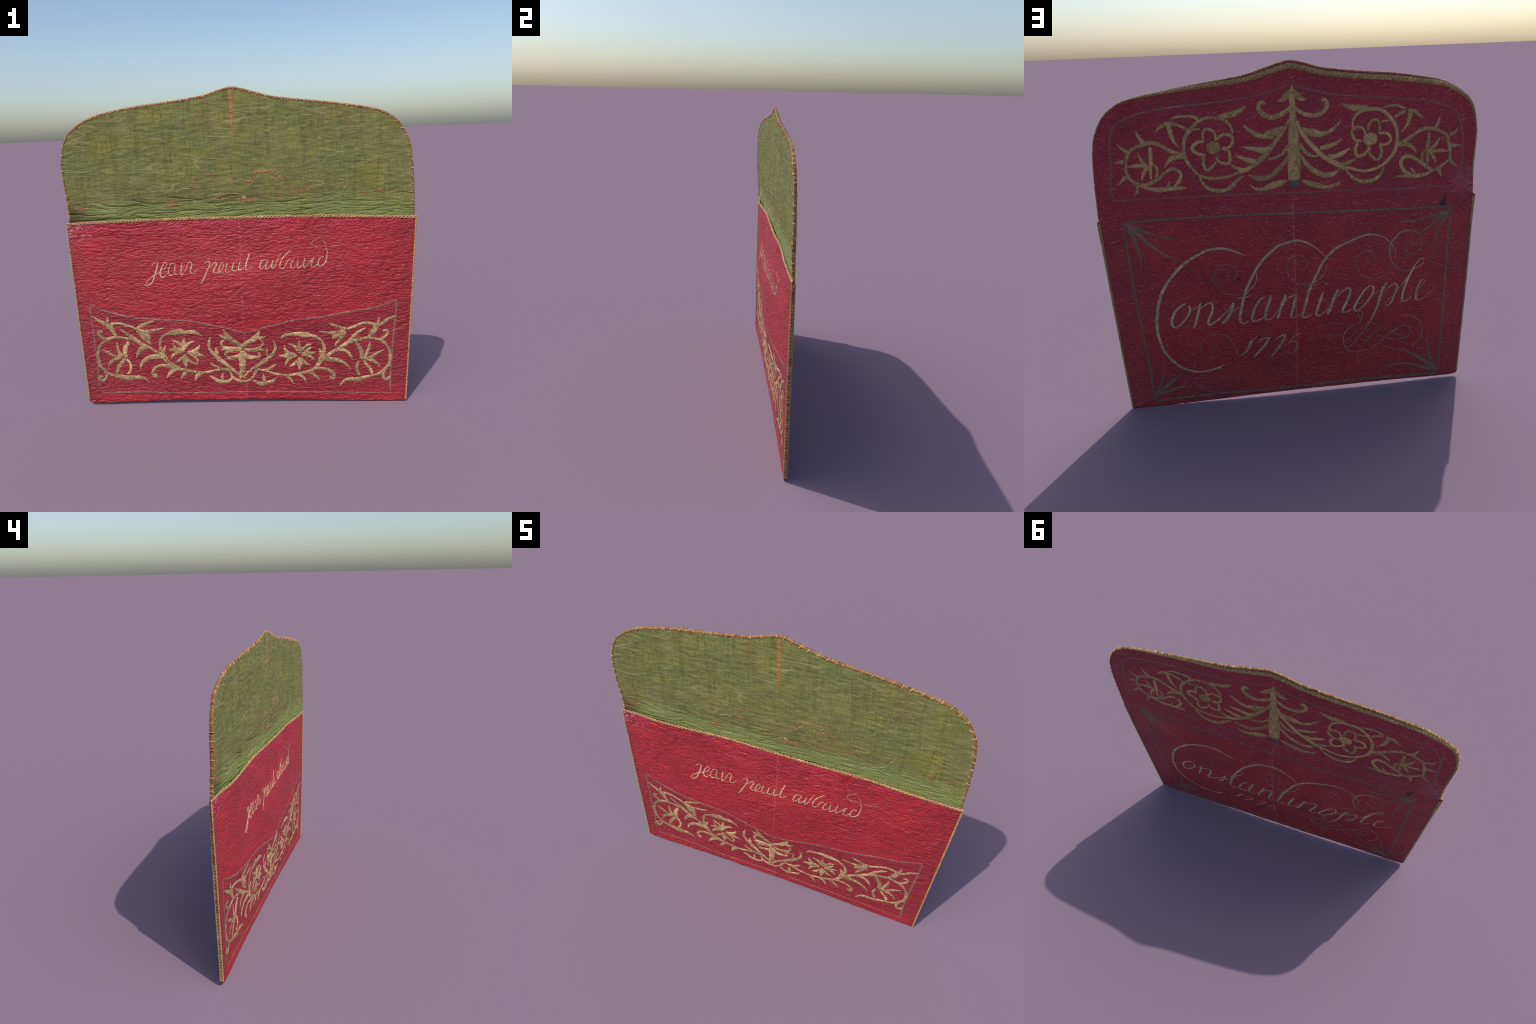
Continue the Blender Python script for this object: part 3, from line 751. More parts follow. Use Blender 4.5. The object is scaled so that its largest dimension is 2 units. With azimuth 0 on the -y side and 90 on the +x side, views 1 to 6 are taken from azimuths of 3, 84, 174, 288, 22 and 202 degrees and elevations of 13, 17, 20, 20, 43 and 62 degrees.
stitch("embroidered_petal", (-285, 259, 9.4), (-315, 271, 17.3), (-344, 295, 18.8), (-355, 315, 9.4), on="front", parent=front_panel,
       material=GOLD_FRONT, lift=.0013, swell=1.1)
stitch("embroidered_leaf", (-196, 432, 7.6), (-205, 406, 18.4), (-208, 373, 20), (-199, 346, 21.6), (-179, 319, 27.9), (-150, 289, 29.5), (-118, 261,
       24.9), (-89, 234, 21.9), (-63, 209, 20.4), (-39, 188, 18.8), (-16, 171, 15.7), on="front", parent=front_panel, material=GOLD_FRONT, lift=.0016)
stitch("embroidered_leaf", (-167, 366, 7.7), (-165, 343, 23.2), (-158, 319, 21.7), on="front", parent=front_panel, material=GOLD_FRONT, lift=.0016)
stitch("embroidered_leaf", (-207, 270, 6.2), (-187, 249, 15.6), (-157, 233, 15.7), (-127, 221, 18.8), on="front", parent=front_panel,
       material=GOLD_FRONT, lift=.0016)
stitch("embroidered_stem", (-93, 213, 15.7), (-86, 189, 17.3), (-77, 169, 18.9), (-51, 151, 17.4), (-26, 142, 19), (-8, 140, 19), on="front",
       parent=front_panel, material=GOLD_FRONT, lift=.0016)
stitch("embroidered_petal", (-219, 181, 6.3), (-195, 167, 19), (-166, 146, 25.4), (-132, 139, 25.4), (-100, 147, 19), (-78, 165, 12.6), on="front",
       parent=front_panel, material=GOLD_FRONT, lift=.0013, swell=1.1)
stitch("embroidered_petal", (-134, 200, 4.7), (-139, 180, 18.9), (-140, 156, 19), on="front", parent=front_panel, material=GOLD_FRONT, lift=.0013,
       swell=1.1)
stitch("embroidered_leaf", (-479, 169, 3.9), (-461, 196, 19.2), (-431, 222, 31.8), (-411, 232, 22.2), on="front", parent=front_panel,
       material=GOLD_FRONT, lift=.0016)
stitch("embroidered_leaf", (-394, 157, 6.4), (-381, 184, 22.3), (-354, 208, 28.6), on="front", parent=front_panel, material=GOLD_FRONT, lift=.0016)
stitch("embroidered_leaf", (-307, 142, 6.4), (-297, 176, 25.4), (-274, 196, 28.5), (-252, 203, 15.8), on="front", parent=front_panel,
       material=GOLD_FRONT, lift=.0016)

# front border, bow in the middle
stitch("embroidered_bow", (-116, 487, 4.5), (-109, 464, 16.7), (-95, 437, 33.5), (-73, 414, 33.5), (-43, 394, 24.4), (-11, 373, 18.4), on="front",
       parent=front_panel, material=GOLD_FRONT, lift=.0014, swell=1.12)
stitch("embroidered_bow", (-145, 446, 3.7), (-123, 434, 18.3), (-102, 424, 24.4), on="front", parent=front_panel, material=GOLD_FRONT, lift=.0014,
       swell=1.12)
stitch("embroidered_bow", (-118, 411, 15.3), (-134, 398, 13.8), (-129, 379, 15.3), (-106, 362, 24.6), (-76, 358, 23), (-45, 359, 18.4), (-12, 361,
       15.3), on="front", parent=front_panel, material=GOLD_FRONT, lift=.0014, swell=1.12)
stitch("embroidered_bow", (-140, 354, 4.6), (-113, 353, 18.5), (-88, 356, 15.4), on="front", parent=front_panel, material=GOLD_FRONT, lift=.0014,
       swell=1.12)
stitch("embroidered_bow", (-16, 350, 21.5), (-58, 346, 13.8), (-98, 336, 13.9), (-113, 325, 15.4), (-106, 306, 15.5), (-82, 298, 21.7), (-48, 304,
       24.7), (-18, 310, 33.9), on="front", parent=front_panel, material=GOLD_FRONT, lift=.0014, swell=1.12)
stitch("embroidered_bow", (96, 469, 6), (82, 440, 27.2), (57, 414, 33.4), (23, 395, 27.4), (-17, 370, 15.3), on="front", parent=front_panel,
       material=GOLD_FRONT, lift=.0014, swell=1.12)
stitch("embroidered_bow", (130, 432, 4.5), (109, 423, 21.2), (85, 420, 18.2), on="front", parent=front_panel, material=GOLD_FRONT, lift=.0014,
       swell=1.12)
stitch("embroidered_bow", (105, 403, 13.7), (115, 388, 13.7), (103, 370, 13.7), (78, 351, 27.6), (36, 345, 24.5), (-6, 353, 18.4), on="front",
       parent=front_panel, material=GOLD_FRONT, lift=.0014, swell=1.12)
stitch("embroidered_bow", (122, 340, 3.7), (100, 349, 15.3), (75, 350, 15.3), on="front", parent=front_panel, material=GOLD_FRONT, lift=.0014,
       swell=1.12)
stitch("embroidered_bow", (77, 323, 10.8), (92, 324, 12.3), (93, 307, 12.3), (73, 298, 18.5), (34, 307, 13.9), (2, 329, 12.3), on="front",
       parent=front_panel, material=GOLD_FRONT, lift=.0014, swell=1.12)
stitch("embroidered_bow", (-8, 310, 37), (18, 299, 30.9), (58, 291, 9.3), on="front", parent=front_panel, material=GOLD_FRONT, lift=.0014, swell=1.12)
stitch("embroidered_stem", (-11, 346, 18.4), (-15, 310, 61.7), (-13, 276, 43.4), (-15, 242, 43.6), (-16, 215, 40.6), (-27, 181, 25.1), (-32, 157,
       9.5), on="front", parent=front_panel, material=GOLD_FRONT, lift=.0016)
stitch("embroidered_stem", (-36, 140, 19), (-5, 140, 19), (27, 149, 17.3), (46, 170, 18.9), (63, 200, 18.8), (70, 220, 18.7), on="front",
       parent=front_panel, material=GOLD_FRONT, lift=.0016)

# front border, right half
stitch("embroidered_leaf", (174, 408, 6.1), (184, 378, 15.2), (184, 349, 19.9), (171, 319, 21.5), (149, 296, 27.7), (118, 273, 30.9), (83, 247, 23.3),
       (48, 224, 21.8), (17, 201, 15.7), (-3, 177, 11), (-10, 157, 6.3), on="front", parent=front_panel, material=GOLD_FRONT, lift=.0016)
stitch("embroidered_leaf", (132, 360, 6.1), (135, 330, 16.9), (137, 306, 21.5), on="front", parent=front_panel, material=GOLD_FRONT, lift=.0016)
stitch("embroidered_stem", (70, 220, 15.6), (106, 211, 15.6), (139, 202, 14.1), (175, 188, 14.1), (212, 180, 17.2), (258, 176, 15.7), (304, 182,
       17.2), (349, 192, 17.2), (389, 203, 18.7), (420, 219, 21.8), (426, 230, 23.4), (445, 255, 25.2), (460, 283, 42.6), (491, 298, 27.1), (517, 318,
       19.3), (555, 337, 27), (592, 365, 23.1), (622, 380, 25), (659, 391, 23.1), (696, 400, 19.2), (733, 405, 17.3), (774, 396, 17.4), (807, 387,
       21.3), (833, 363, 19.4), (852, 326, 19.5), (860, 286, 21.6), (857, 245, 21.7), (839, 217, 21.7), (817, 193, 19.8), (787, 173, 17.8), (750, 163,
       15.9), (712, 153, 21.8), (675, 141, 29.7), (637, 142, 27.7), (603, 138, 19.8), (580, 122, 15.9), (565, 101, 4.8), on="front",
       parent=front_panel, material=GOLD_FRONT, lift=.0016)
stitch("embroidered_leaf", (187, 250, 4.7), (165, 235, 17.1), (137, 217, 18.7), (100, 211, 15.6), on="front", parent=front_panel, material=GOLD_FRONT,
       lift=.0016)
stitch("embroidered_petal", (185, 160, 3.8), (162, 140, 18.9), (130, 127, 25.3), (99, 121, 25.3), (66, 132, 19), (43, 146, 11), on="front",
       parent=front_panel, material=GOLD_FRONT, lift=.0013, swell=1.1)
stitch("embroidered_petal", (108, 191, 4.7), (109, 165, 18.8), (112, 141, 22.1), on="front", parent=front_panel, material=GOLD_FRONT, lift=.0013,
       swell=1.1)
stitch("embroidered_leaf", (290, 117, 3.8), (272, 145, 18.9), (251, 166, 22), (236, 173, 12.5), on="front", parent=front_panel, material=GOLD_FRONT,
       lift=.0016)
stitch("embroidered_leaf", (366, 123, 3.8), (349, 157, 18.9), (328, 174, 18.8), (310, 180, 9.4), on="front", parent=front_panel, material=GOLD_FRONT,
       lift=.0016)
stitch("embroidered_leaf", (447, 137, 4.7), (421, 167, 21.6), (395, 189, 23.5), (372, 194, 11.7), on="front", parent=front_panel, material=GOLD_FRONT,
       lift=.0016)
stitch("embroidered_petal", (328, 404, 3.6), (326, 371, 21.4), (328, 343, 45.9), (331, 317, 13.8), on="front", parent=front_panel,
       material=GOLD_FRONT, lift=.0013, swell=1.1)
stitch("embroidered_petal", (263, 381, 6.1), (293, 366, 18.3), (319, 342, 18.4), (326, 325, 9.2), on="front", parent=front_panel, material=GOLD_FRONT,
       lift=.0013, swell=1.1)
stitch("embroidered_petal", (401, 375, 7.6), (371, 367, 16.8), (343, 341, 16.9), (334, 328, 9.2), on="front", parent=front_panel, material=GOLD_FRONT,
       lift=.0013, swell=1.1)
stitch("embroidered_petal", (424, 322, 3.7), (397, 316, 21.5), (367, 314, 46.1), (338, 308, 15.4), on="front", parent=front_panel,
       material=GOLD_FRONT, lift=.0013, swell=1.1)
stitch("embroidered_petal", (396, 356, 9.2), (376, 337, 18.4), (346, 315, 15.4), on="front", parent=front_panel, material=GOLD_FRONT, lift=.0013,
       swell=1.1)
stitch("embroidered_petal", (417, 266, 3.7), (397, 290, 18.5), (370, 307, 18.5), (346, 308, 9.2), on="front", parent=front_panel, material=GOLD_FRONT,
       lift=.0013, swell=1.1)
stitch("embroidered_petal", (324, 208, 3.7), (326, 235, 21.8), (327, 265, 46.4), (329, 293, 15.4), on="front", parent=front_panel,
       material=GOLD_FRONT, lift=.0013, swell=1.1)
stitch("embroidered_petal", (265, 233, 9.3), (293, 249, 18.6), (315, 272, 18.6), (326, 292, 9.3), on="front", parent=front_panel, material=GOLD_FRONT,
       lift=.0013, swell=1.1)
stitch("embroidered_petal", (390, 242, 6.2), (363, 254, 18.6), (339, 281, 18.5), (333, 295, 9.2), on="front", parent=front_panel, material=GOLD_FRONT,
       lift=.0013, swell=1.1)
stitch("embroidered_petal", (202, 305, 3.7), (234, 304, 21.5), (272, 307, 46.2), (311, 304, 15.4), on="front", parent=front_panel,
       material=GOLD_FRONT, lift=.0013, swell=1.1)
stitch("embroidered_petal", (239, 374, 6.1), (244, 344, 18.4), (265, 320, 21.5), (288, 306, 12.3), on="front", parent=front_panel,
       material=GOLD_FRONT, lift=.0013, swell=1.1)
stitch("embroidered_petal", (241, 240, 9.3), (251, 267, 17), (273, 290, 18.5), (300, 303, 9.2), on="front", parent=front_panel, material=GOLD_FRONT,
       lift=.0013, swell=1.1)
stitch("embroidered_leaf", (219, 417, 4.5), (235, 433, 18.1), (265, 440, 22.7), (304, 444, 24.2), (339, 441, 33.3), (375, 435, 33.3), (398, 429,
       22.7), (436, 416, 17.1), (458, 394, 15.2), (471, 365, 19.1), (472, 332, 23.1), (464, 299, 30.9), on="front", parent=front_panel,
       material=GOLD_FRONT, lift=.0016)
stitch("embroidered_leaf", (437, 346, 4.6), (450, 329, 19.2), (457, 300, 27), on="front", parent=front_panel, material=GOLD_FRONT, lift=.0016)
stitch("embroidered_leaf", (630, 204, 5.9), (603, 237, 17.6), (573, 259, 23.4), (528, 270, 31.1), (483, 278, 34.9), on="front", parent=front_panel,
       material=GOLD_FRONT, lift=.0016)
stitch("embroidered_stem", (429, 218, 15.6), (463, 216, 19.5), (497, 205, 21.5), (524, 186, 21.6), (531, 160, 23.6), (520, 150, 27.6), (502, 151,
       23.6), on="front", parent=front_panel, material=GOLD_FRONT, lift=.0016)
stitch("embroidered_leaf", (639, 273, 4.7), (622, 302, 19.4), (596, 328, 23.2), (562, 333, 19.3), on="front", parent=front_panel, material=GOLD_FRONT,
       lift=.0016)
stitch("embroidered_leaf", (614, 388, 15.3), (644, 415, 23), (670, 439, 19.1), (692, 454, 17.2), (716, 467, 5.7), on="front", parent=front_panel,
       material=GOLD_FRONT, lift=.0016)
stitch("embroidered_leaf", (498, 506, 5.6), (533, 489, 20.8), (570, 473, 22.7), (603, 465, 19), (614, 461, 15.2), on="front", parent=front_panel,
       material=GOLD_FRONT, lift=.0016)
stitch("embroidered_leaf", (442, 456, 5.7), (481, 446, 17), (525, 441, 22.8), (570, 447, 26.6), on="front", parent=front_panel, material=GOLD_FRONT,
       lift=.0016)
stitch("embroidered_leaf", (525, 404, 15.3), (540, 424, 38.1), (570, 439, 41.9), (599, 453, 26.6), on="front", parent=front_panel,
       material=GOLD_FRONT, lift=.0016)
stitch("embroidered_leaf", (534, 354, 4.6), (547, 378, 17.2), (573, 410, 22.9), (599, 441, 22.9), on="front", parent=front_panel, material=GOLD_FRONT,
       lift=.0016)
stitch("embroidered_stem", (611, 465, 15.2), (644, 476, 19), (681, 490, 20.9), (714, 497, 19), (751, 492, 19.1), (784, 483, 22.9), (813, 494, 22.9),
       (842, 517, 19.1), (886, 535, 13.4), on="front", parent=front_panel, material=GOLD_FRONT, lift=.0016)
stitch("embroidered_leaf", (789, 532, 3.8), (789, 507, 22.9), (788, 483, 22.9), on="front", parent=front_panel, material=GOLD_FRONT, lift=.0016)
stitch("embroidered_leaf", (780, 483, 34.4), (766, 456, 38.3), (751, 432, 28.8), (730, 409, 15.4), on="front", parent=front_panel,
       material=GOLD_FRONT, lift=.0016)
stitch("embroidered_stem", (803, 395, 15.5), (829, 411, 17.4), (843, 430, 17.4), (840, 446, 19.2), (825, 447, 19.2), (818, 439, 15.4), on="front",
       parent=front_panel, material=GOLD_FRONT, lift=.0016)
stitch("embroidered_stem", (836, 193, 11.9), (821, 176, 17.9), (821, 152, 19.9), (836, 139, 20), (855, 147, 16), (847, 160, 11.9), on="front",
       parent=front_panel, material=GOLD_FRONT, lift=.0016)
stitch("embroidered_leaf", (655, 379, 15.4), (678, 350, 25.1), (693, 317, 27.2), (693, 280, 23.4), (704, 268, 19.5), on="front", parent=front_panel,
       material=GOLD_FRONT, lift=.0016)
stitch("embroidered_leaf", (739, 377, 4.6), (737, 344, 21.3), (723, 308, 23.3), (708, 276, 19.5), on="front", parent=front_panel, material=GOLD_FRONT,
       lift=.0016)
stitch("embroidered_leaf", (826, 329, 4.7), (790, 309, 17.6), (749, 283, 23.4), (708, 268, 19.5), on="front", parent=front_panel, material=GOLD_FRONT,
       lift=.0016)
stitch("embroidered_leaf", (802, 222, 7.9), (783, 242, 19.7), (753, 263, 21.5), (719, 268, 15.6), on="front", parent=front_panel, material=GOLD_FRONT,
       lift=.0016)
stitch("embroidered_leaf", (757, 173, 15.8), (746, 202, 21.7), (723, 235, 19.6), (704, 264, 19.5), on="front", parent=front_panel,
       material=GOLD_FRONT, lift=.0016)
stitch("embroidered_stem", (678, 256, 15.6), (667, 228, 21.6), (667, 195, 19.7), (682, 166, 17.8), on="front", parent=front_panel,
       material=GOLD_FRONT, lift=.0016)

# front: name in script
stitch("script_letter", (-514, 871, 3.9), (-504, 884, 4.9), (-489, 893, 4.9), on="front", parent=front_panel, material=PALE_GOLD, lift=.0011,
       ragged=.16, swell=.8)
stitch("script_letter", (-477, 894, 12.3), (-480, 873, 12.4), (-488, 845, 12.4), (-500, 815, 12.4), (-509, 790, 9.7), (-526, 768, 6.1), (-549, 756,
       6.1), (-555, 765, 6.1), (-544, 786, 5.5), (-523, 805, 5.5), (-494, 823, 5.5), (-466, 837, 5.5), (-440, 855, 5.5), (-425, 874, 7.1), (-424, 889,
       6.6), (-435, 891, 6), (-450, 872, 8.2), (-462, 847, 11), (-466, 825, 11), (-460, 807, 11), (-449, 806, 5.5), (-431, 822, 4.4), (-414, 832,
       4.4), on="front", parent=front_panel, material=PALE_GOLD, lift=.0011, ragged=.16, swell=.8)
stitch("script_letter", (-470, 931, 10.9), (-465, 931, 10.9), on="front", parent=front_panel, material=PALE_GOLD, lift=.0011, ragged=.16, swell=.8)
stitch("script_letter", (-372, 886, 6.5), (-394, 887, 5.5), (-406, 871, 8.2), (-414, 849, 10.9), (-417, 830, 11), (-409, 817, 9.9), (-396, 818, 4.9),
       (-381, 837, 4.9), on="front", parent=front_panel, material=PALE_GOLD, lift=.0011, ragged=.16, swell=.8)
stitch("script_letter", (-374, 889, 10.9), (-378, 864, 11.5), (-380, 843, 10.9), (-379, 822, 9.8), (-368, 819, 5.5), (-351, 831, 4.9), on="front",
       parent=front_panel, material=PALE_GOLD, lift=.0011, ragged=.16, swell=.8)
stitch("script_letter", (-337, 885, 12.2), (-340, 858, 11.4), (-344, 833, 11.4), (-341, 818, 11.5), (-330, 825, 4.9), (-314, 852, 4.9), (-296, 887,
       5.4), (-285, 892, 8.1), (-279, 878, 11.4), (-284, 854, 11.4), (-289, 835, 10.9), (-280, 825, 6.5), (-263, 833, 4.9), (-246, 856, 3.8),
       on="front", parent=front_panel, material=PALE_GOLD, lift=.0011, ragged=.16, swell=.8)
stitch("script_letter", (-210, 875, 4.9), (-193, 887, 6.5), (-179, 889, 9.7), (-173, 878, 10.8), (-182, 854, 11.9), (-196, 825, 11.9), (-208, 801,
       11.4), (-223, 773, 10.9), (-232, 762, 12), on="front", parent=front_panel, material=PALE_GOLD, lift=.0011, ragged=.16, swell=.8)
stitch("script_letter", (-172, 857, 5.4), (-152, 881, 6.5), (-139, 884, 10.8), (-134, 872, 10.8), (-146, 851, 11.8), (-152, 830, 11.9), (-136, 824,
       7), (-119, 829, 6.5), (-105, 842, 6.4), (-94, 863, 6.4), (-96, 882, 5.9), (-107, 877, 7), (-120, 851, 10.8), (-122, 829, 10.8), on="front",
       parent=front_panel, material=PALE_GOLD, lift=.0011, ragged=.16, swell=.8)
stitch("script_letter", (-71, 882, 9.6), (-79, 858, 10.7), (-82, 836, 10.7), (-73, 828, 6.4), (-49, 836, 5.9), on="front", parent=front_panel,
       material=PALE_GOLD, lift=.0011, ragged=.16, swell=.8)
stitch("script_letter", (-122, 824, 7), (-103, 826, 5.9), (-84, 834, 4.8), on="front", parent=front_panel, material=PALE_GOLD, lift=.0011, ragged=.16,
       swell=.8)
stitch("script_letter", (-36, 884, 8.6), (-41, 860, 10.2), (-46, 839, 10.7), (-27, 836, 5.9), (-16, 846, 4.8), on="front", parent=front_panel,
       material=PALE_GOLD, lift=.0011, ragged=.16, swell=.8)
stitch("script_letter", (-1, 885, 9.6), (-6, 862, 10.7), (-8, 841, 10.7), (5, 843, 5.9), (25, 858, 4.8), on="front", parent=front_panel,
       material=PALE_GOLD, lift=.0011, ragged=.16, swell=.8)
stitch("script_letter", (57, 932, 9.6), (48, 905, 10.7), (38, 879, 11.2), (33, 855, 11.2), (31, 843, 9.6), (44, 843, 5.3), (61, 850, 4.8), (76, 861,
       4.3), on="front", parent=front_panel, material=PALE_GOLD, lift=.0011, ragged=.16, swell=.8)
stitch("script_letter", (158, 890, 5.3), (142, 893, 5.3), (126, 885, 8), (117, 867, 10.7), (113, 849, 9.6), (122, 841, 7.5), (135, 853, 4.8), (155,
       879, 5.9), on="front", parent=front_panel, material=PALE_GOLD, lift=.0011, ragged=.16, swell=.8)
stitch("script_letter", (163, 889, 6.9), (151, 869, 10.1), (146, 850, 10.1), (151, 839, 9.1), (167, 849, 5.3), (181, 865, 6.4), on="front",
       parent=front_panel, material=PALE_GOLD, lift=.0011, ragged=.16, swell=.8)
stitch("script_letter", (190, 889, 10.7), (185, 870, 11.2), (182, 852, 10.7), (186, 841, 9.6), (199, 854, 6.4), (214, 888, 6.9), (225, 909, 6.9),
       (235, 926, 4.8), on="front", parent=front_panel, material=PALE_GOLD, lift=.0011, ragged=.16, swell=.8)
stitch("script_letter", (292, 944, 4.3), (271, 926, 5.9), (249, 905, 6.9), (235, 882, 7.5), (228, 858, 8), (231, 843, 8), (242, 839, 6.9), (255, 849,
       5.9), (264, 867, 6.4), (278, 886, 5.9), (291, 890, 5.3), on="front", parent=front_panel, material=PALE_GOLD, lift=.0011, ragged=.16, swell=.8)
stitch("script_letter", (312, 892, 6.9), (299, 877, 10.7), (291, 856, 11.2), (291, 841, 10.7), (305, 839, 5.3), (322, 857, 5.3), on="front",
       parent=front_panel, material=PALE_GOLD, lift=.0011, ragged=.16, swell=.8)
stitch("script_letter", (331, 892, 12.3), (329, 870, 12.3), (327, 849, 11.2), (333, 838, 9.1), (348, 848, 5.9), (359, 864, 6.4), on="front",
       parent=front_panel, material=PALE_GOLD, lift=.0011, ragged=.16, swell=.8)
stitch("script_letter", (371, 896, 11.2), (366, 872, 11.2), (362, 851, 10.7), (367, 840, 8.6), (383, 853, 5.9), (399, 871, 6.4), (416, 894, 8),
       on="front", parent=front_panel, material=PALE_GOLD, lift=.0011, ragged=.16, swell=.8)
stitch("script_letter", (424, 899, 9.6), (413, 878, 10.1), (407, 857, 9.6), (409, 844, 7.5), (428, 848, 5.9), (444, 861, 6.4), on="front",
       parent=front_panel, material=PALE_GOLD, lift=.0011, ragged=.16, swell=.8)
stitch("script_letter", (479, 897, 4.3), (461, 898, 4.8), (450, 880, 7.5), (445, 858, 8), (452, 846, 6.4), (470, 850, 7), (487, 868, 9.1), (495, 894,
       9.1), (498, 923, 7.5), (495, 948, 6.4), on="front", parent=front_panel, material=PALE_GOLD, lift=.0011, ragged=.16, swell=.8)
stitch("script_flourish", (495, 948, 5.9), (486, 972, 5.3), (471, 996, 3.7), (455, 1010, 3.2), (437, 1006, 4.8), (418, 988, 4.8), (410, 977, 4.8),
       (423, 963, 5.9), (446, 955, 3.7), (483, 956, 3.2), (523, 959, 3.7), (562, 962, 4.8), (586, 972, 3.7), (578, 982, 3.7), (554, 975, 4.8),
       on="front", parent=front_panel, material=FAINT_GOLD, lift=.0006)

# back of the flap: frame
stitch("frame_line", (896, 1231, 11.6), (900, 1283, 10.6), (889, 1377, 12.5), (881, 1455, 12.4), (869, 1530, 10.4), (851, 1571, 10.4), (830, 1594,
       11.4), (798, 1613, 12.3), (751, 1629, 12.9), (684, 1644, 12.8), (608, 1654, 12.8), (517, 1663, 12.8), (426, 1667, 12.1), (237, 1683, 10.3),
       (202, 1687, 10.3), (148, 1698, 10.3), (95, 1711, 10.3), (41, 1725, 9.2), (-10, 1745, 6.6), on="back", parent=flap, material=FADED_BACK,
       lift=.0005, ragged=.25, swell=1.05)
stitch("frame_line", (-10, 1745, 5.9), (-48, 1725, 9.3), (-120, 1705, 10.4), (-192, 1688, 10.5), (-283, 1675, 10.5), (-453, 1661, 8.7), (-552, 1649,
       9.4), (-685, 1632, 9.6), (-770, 1610, 10.4), (-832, 1589, 11.2), (-866, 1558, 11.9), (-886, 1513, 12.7), (-899, 1457, 12.8), (-904, 1392,
       12.8), (-905, 1326, 13.6), (-902, 1242, 12.9), (-901, 1195, 9), on="back", parent=flap, material=FADED_BACK, lift=.0005, ragged=.25,
       swell=1.05)
stitch("frame_line", (901, 1223, 9.9), (713, 1220, 9.7), (408, 1219, 9.7), (217, 1215, 9.7), (0, 1207, 9.7), (-247, 1202, 8.6), (-499, 1193, 8.9),
       (-756, 1188, 9.1), (-887, 1185, 6.6), on="back", parent=flap, material=FADED_BACK, lift=.0005, ragged=.25, swell=1.05)

# back of the flap: left half of the embroidery
stitch("embroidered_leaf", (747, 1557, 4.8), (739, 1535, 17.8), (727, 1511, 24.3), (711, 1497, 25.9), on="back", parent=flap, material=GOLD_FLAP,
       lift=.0015)
stitch("embroidered_stem", (532, 1423, 35.5), (570, 1441, 25.8), (605, 1461, 19.4), (639, 1484, 19.4), (674, 1496, 22.6), (711, 1494, 25.9), (743,
       1484, 19.4), (775, 1470, 16.2), (796, 1450, 19.5), (807, 1420, 16.3), (813, 1389, 14.7), (815, 1360, 16.4), (805, 1331, 19.7), (786, 1311,
       18.1), (760, 1297, 19.7), (729, 1293, 22.9), (693, 1306, 21.2), (664, 1320, 19.6), (636, 1344, 16.3), (612, 1360, 17.9), (587, 1366, 19.4),
       (563, 1355, 17.8), (552, 1339, 17.8), (558, 1317, 19.5), (573, 1292, 21.2), (591, 1270, 19.6), on="back", parent=flap, material=GOLD_FLAP,
       lift=.0015)
stitch("embroidered_leaf", (760, 1293, 13.1), (737, 1281, 14.8), (707, 1271, 23), (667, 1265, 27.8), (626, 1266, 24.5), (588, 1267, 22.8), (556, 1268,
       19.6), (530, 1265, 3.9), on="back", parent=flap, material=GOLD_FLAP, lift=.0015)
stitch("embroidered_leaf", (609, 1308, 3.9), (617, 1288, 13), (631, 1273, 13.1), on="back", parent=flap, material=GOLD_FLAP, lift=.0015)
stitch("embroidered_leaf", (843, 1500, 3.9), (825, 1479, 13), (803, 1463, 19.5), (792, 1453, 19.5), on="back", parent=flap, material=GOLD_FLAP,
       lift=.0015)
stitch("embroidered_leaf", (866, 1409, 3.9), (843, 1412, 18), (819, 1412, 29.4), on="back", parent=flap, material=GOLD_FLAP, lift=.0015)
stitch("embroidered_leaf", (862, 1300, 5), (840, 1321, 18.1), (819, 1342, 26.3), on="back", parent=flap, material=GOLD_FLAP, lift=.0015)
stitch("embroidered_leaf", (790, 1240, 6.6), (776, 1262, 16.5), (767, 1291, 23), on="back", parent=flap, material=GOLD_FLAP, lift=.0015)
stitch("embroidered_stem", (687, 1478, 19.4), (689, 1444, 21.1), (692, 1413, 22.7), (693, 1388, 19.5), (698, 1357, 16.3), (700, 1319, 11.4),
       on="back", parent=flap, material=GOLD_FLAP, lift=.0015)
stitch("embroidered_petal", (752, 1455, 3.9), (741, 1425, 19.5), (723, 1396, 22.8), (706, 1379, 19.5), on="back", parent=flap, material=GOLD_FLAP,
       lift=.0015)
stitch("embroidered_petal", (802, 1386, 6.5), (776, 1390, 19.6), (742, 1391, 22.8), (715, 1386, 16.3), on="back", parent=flap, material=GOLD_FLAP,
       lift=.0015)
stitch("embroidered_petal", (745, 1312, 6.6), (737, 1343, 18), (720, 1371, 21.2), (703, 1385, 19.5), on="back", parent=flap, material=GOLD_FLAP,
       lift=.0015)
stitch("embroidered_stem", (680, 1394, 9.7), (667, 1374, 14.6), (667, 1349, 14.6), (675, 1327, 14.7), on="back", parent=flap, material=GOLD_FLAP,
       lift=.0015)
stitch("embroidered_leaf", (628, 1375, 4.9), (608, 1402, 19.4), (581, 1422, 32.3), (547, 1421, 29), on="back", parent=flap, material=GOLD_FLAP,
       lift=.0015)
stitch("embroidered_leaf", (655, 1546, 6.4), (630, 1569, 19.3), (601, 1582, 22.5), (577, 1584, 22.4), (550, 1577, 17.6), (521, 1563, 16), (501, 1550,
       16), on="back", parent=flap, material=GOLD_FLAP, lift=.0015)
stitch("embroidered_leaf", (589, 1582, 22.4), (586, 1555, 24.1), (580, 1521, 22.5), (568, 1493, 14.5), (547, 1466, 3.2), on="back", parent=flap,
       material=GOLD_FLAP, lift=.0015)
stitch("embroidered_leaf", (574, 1605, 8), (546, 1613, 14.4), (507, 1614, 15.3), (468, 1610, 16), (445, 1599, 19.2), on="back", parent=flap,
       material=GOLD_FLAP, lift=.0015)
